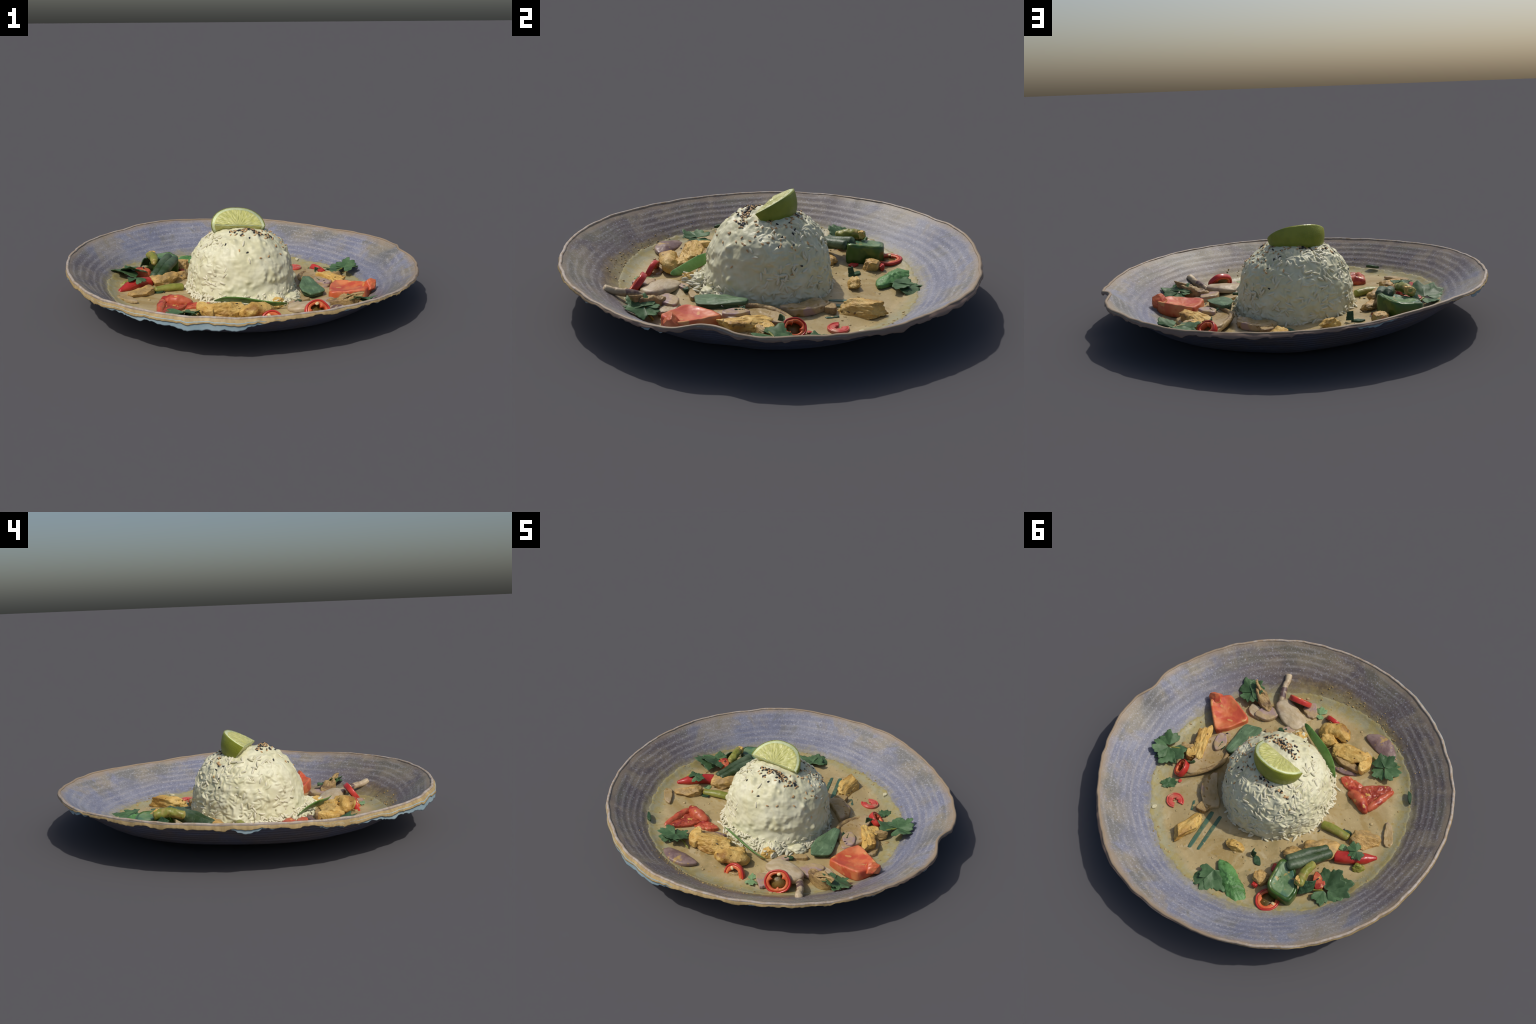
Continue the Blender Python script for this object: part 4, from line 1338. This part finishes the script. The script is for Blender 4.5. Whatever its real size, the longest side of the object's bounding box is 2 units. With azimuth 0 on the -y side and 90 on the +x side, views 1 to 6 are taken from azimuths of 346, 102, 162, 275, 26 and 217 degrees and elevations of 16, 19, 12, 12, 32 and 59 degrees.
    tube('snow_pea', [(0.135, -0.465, L(.13, -.46) + 0.035), (0.045, -0.43, L(.04, -.43) + 0.040), (-0.08, -0.375, L(-.08, -.37) + 0.050), (-0.165, -0.325, L(-.16, -.33) + 0.042), (-0.23, -0.28, L(-.23, -.28) + 0.02)],
         [0.012, 0.026, 0.030, 0.026, 0.006], M['pea'], root, flat=0.20, seed=11, ends=0.1, twist=2.3)
    slab('green_leaf', [(0.325, -0.268), (0.412, -0.238), (0.385, -0.03), (0.350, -0.025), (0.300, -0.14), (0.295, -0.215)], M['leaf_dark'], root, base=-0.004, thick=0.036, tilt=(0.0, 0.10), seed=61, cut=0.1)
    slab('green_leaf', [(0.315, -0.285), (0.420, -0.243), (0.390, -0.025), (0.348, -0.018), (0.290, -0.14), (0.285, -0.215)], M['basil'], root, base=0.028, thick=0.010, tilt=(0.0, 0.15), dish=-0.008, seed=62, cut=0.1, lump=0.004)
    slab('green_scrap', [(0.25, -0.355), (0.20, -0.385), (0.19, -0.36), (0.23, -0.335)], M['leaf_dark'], root, base=0.004, thick=0.016, seed=54)
    blade('dark_leaf', (0.44, -0.06, L(.44, -.06) + 0.03), (0.405, -0.045, L(.4, -.04) + 0.03), (0.40, -0.02, L(.4, -.02) + 0.042), (0.435, -0.015, L(.43, -.02) + 0.036), M['leaf_dark'], root, curl=0.01)
    slab('green_scrap', [(-0.605, -0.465), (-0.64, -0.455), (-0.675, -0.39), (-0.645, -0.405)], M['leaf_dark'], root, base=0.012, thick=0.016, seed=56)
    blade('dark_leaf', (-0.145, 0.375, L(-.14, .37) + 0.006), (-0.175, 0.40, L(-.17, .4) + 0.01), (-0.18, 0.385, L(-.18, .38) + 0.052), (-0.155, 0.37, L(-.15, .37) + 0.05), M['leaf_dark'], root, curl=0.012)
    slab('dark_leaf', [(-0.16, 0.385), (-0.20, 0.375), (-0.24, 0.415), (-0.20, 0.43)], M['leaf_dark'], root, base=-0.001, thick=0.010, seed=57)
    blade('dark_leaf', (0.525, 0.185, L(.52, .18) + 0.0), (0.47, 0.14, L(.47, .14) + 0.0), (0.475, 0.155, L(.47, .15) + 0.075), (0.515, 0.18, L(.5, .18) + 0.06), M['cilantro'], root, curl=0.012)
    slab('garlic_bit', [(0.455, 0.515), (0.472, 0.53), (0.484, 0.51), (0.465, 0.49)], M['garlic'], root, base=0.0, thick=0.012, seed=58)

    # ---- cilantro sprigs
    cilantro((0.66, 0.165, 0.065), [(55, 0.10, 14, 0.01, 0.0), (105, 0.115, -14, 0.005, 0.0), (-45, 0.095, 6, 0.008, 0.004), (175, 0.105, -4, 0.012, -0.004)], root, stem=[(0.60, 0.13, 0.045), (0.55, 0.13, 0.02)], seed=1)
    lump('mushroom_slice', (0.575, 0.085), (0.06, 0.022, 0.028), M['mushroom'], root, yaw=0.7, seed=60, base=0.028)
    cilantro((0.52, 0.335, 0.010), [(38, 0.05, 0, 0.0, 0.0), (-142, 0.05, 0, 0.0, 0.0), (120, 0.035, 0, 0, 0), (-60, 0.035, 0, 0, 0)], root, seed=2)
    cilantro((-0.06, 0.60, 0.052), [(105, 0.15, -12, 0.0, 0.0), (62, 0.085, -8, 0.0, 0.0), (150, 0.13, -12, 0.0, -0.002)], root, seed=3)
    cilantro((-0.60, 0.33, 0.050), [(-95, 0.13, 12, 0.01, 0.0), (-130, 0.14, 4, 0.02, 0.0), (-165, 0.09, -4, 0.02, 0.0), (110, 0.085, -6, 0.0, -0.006)], root, stem=[(-0.55, 0.36, 0.03), (-0.49, 0.40, 0.02)], seed=4)
    cilantro((-0.605, 0.045, 0.088), [(-35, 0.062, -14, 0.0, 0.0), (145, 0.055, -12, 0.0, 0.0), (60, 0.05, -20, 0.0, 0.0)], root, seed=5)
    cilantro((-0.415, -0.50, 0.045), [(-40, 0.085, 5, 0.0, 0.004), (75, 0.075, -16, 0.005, 0.0), (-170, 0.10, 2, 0.005, 0.006), (-95, 0.085, 10, 0.005, 0.01)], root, stem=[(-0.37, -0.51, 0.02), (-0.31, -0.545, 0.008)], seed=6)
    cilantro((0.112, -0.60, 0.012), [(-65, 0.055, 0, 0.0, 0.0), (110, 0.040, 0, 0.0, 0.0)], root, mat='cilantro_light', seed=7)
    cilantro((0.530, -0.445, 0.070), [(-30, 0.10, 0, 0.0, 0.006), (-95, 0.09, 8, 0.0, 0.012), (-160, 0.075, 14, 0.0, 0.01), (60, 0.075, -18, 0.0, 0.0), (165, 0.07, -12, 0.01, 0.004)], root, stem=[(0.545, -0.42, 0.03), (0.54, -0.40, 0.005)], seed=8)
    # seen from above the pieces sit a touch further along the lean of the plate
    for ob in root.children:
        if ob.name.startswith(('curry_sauce', 'curry_bits')):
            continue
        x, y = ob.location[:2]
        k = (0.007 + 0.026 * x + 0.017 * y) / 1.68
        ob.location.x += 0.62 * k
        ob.location.y -= 0.79 * k
    # nothing pokes through the floor of the plate: flatten whatever is below the sauce
    bpy.context.view_layer.update()
    for ob in root.children_recursive:
        if ob.type != 'MESH' or ob.name.startswith('curry_sauce'):
            continue
        mw, inv = ob.matrix_world, ob.matrix_world.inverted()
        pts = [mw @ v.co for v in ob.data.vertices]
        P = np.array([p[:] for p in pts])
        low = wall_z(np.hypot(P[:, 0], P[:, 1]), np.degrees(np.arctan2(P[:, 1], P[:, 0]))) - 0.001
        for v, p, l in zip(ob.data.vertices, pts, low):
            if p.z < l:
                p.z = l
                v.co = inv @ p
    # ---- sesame fallen into the sauce
    g = random.Random(5)
    for x, y, h in ((-0.359, 0.045, 0.006), (-0.331, 0.167, 0.034), (0.329, 0.173, 0.03), (0.520, -0.142, 0.03), (-0.151, -0.500, 0.075), (-0.465, -0.045, 0.006), (-0.54, 0.30, 0.052), (0.455, -0.12, 0.036)):
        ob = bpy.data.objects.new('black_sesame_seed', sesame['black_sesame'])
        link(ob, root)
        ob.location = (x, y, L(x, y) + h)
        ob.rotation_euler = (g.uniform(-0.3, 0.3), g.uniform(-0.3, 0.3), g.uniform(0, 6))
    return root


build_plate()
rice, sesame = build_rice()
build_lime()
build_curry(sesame)
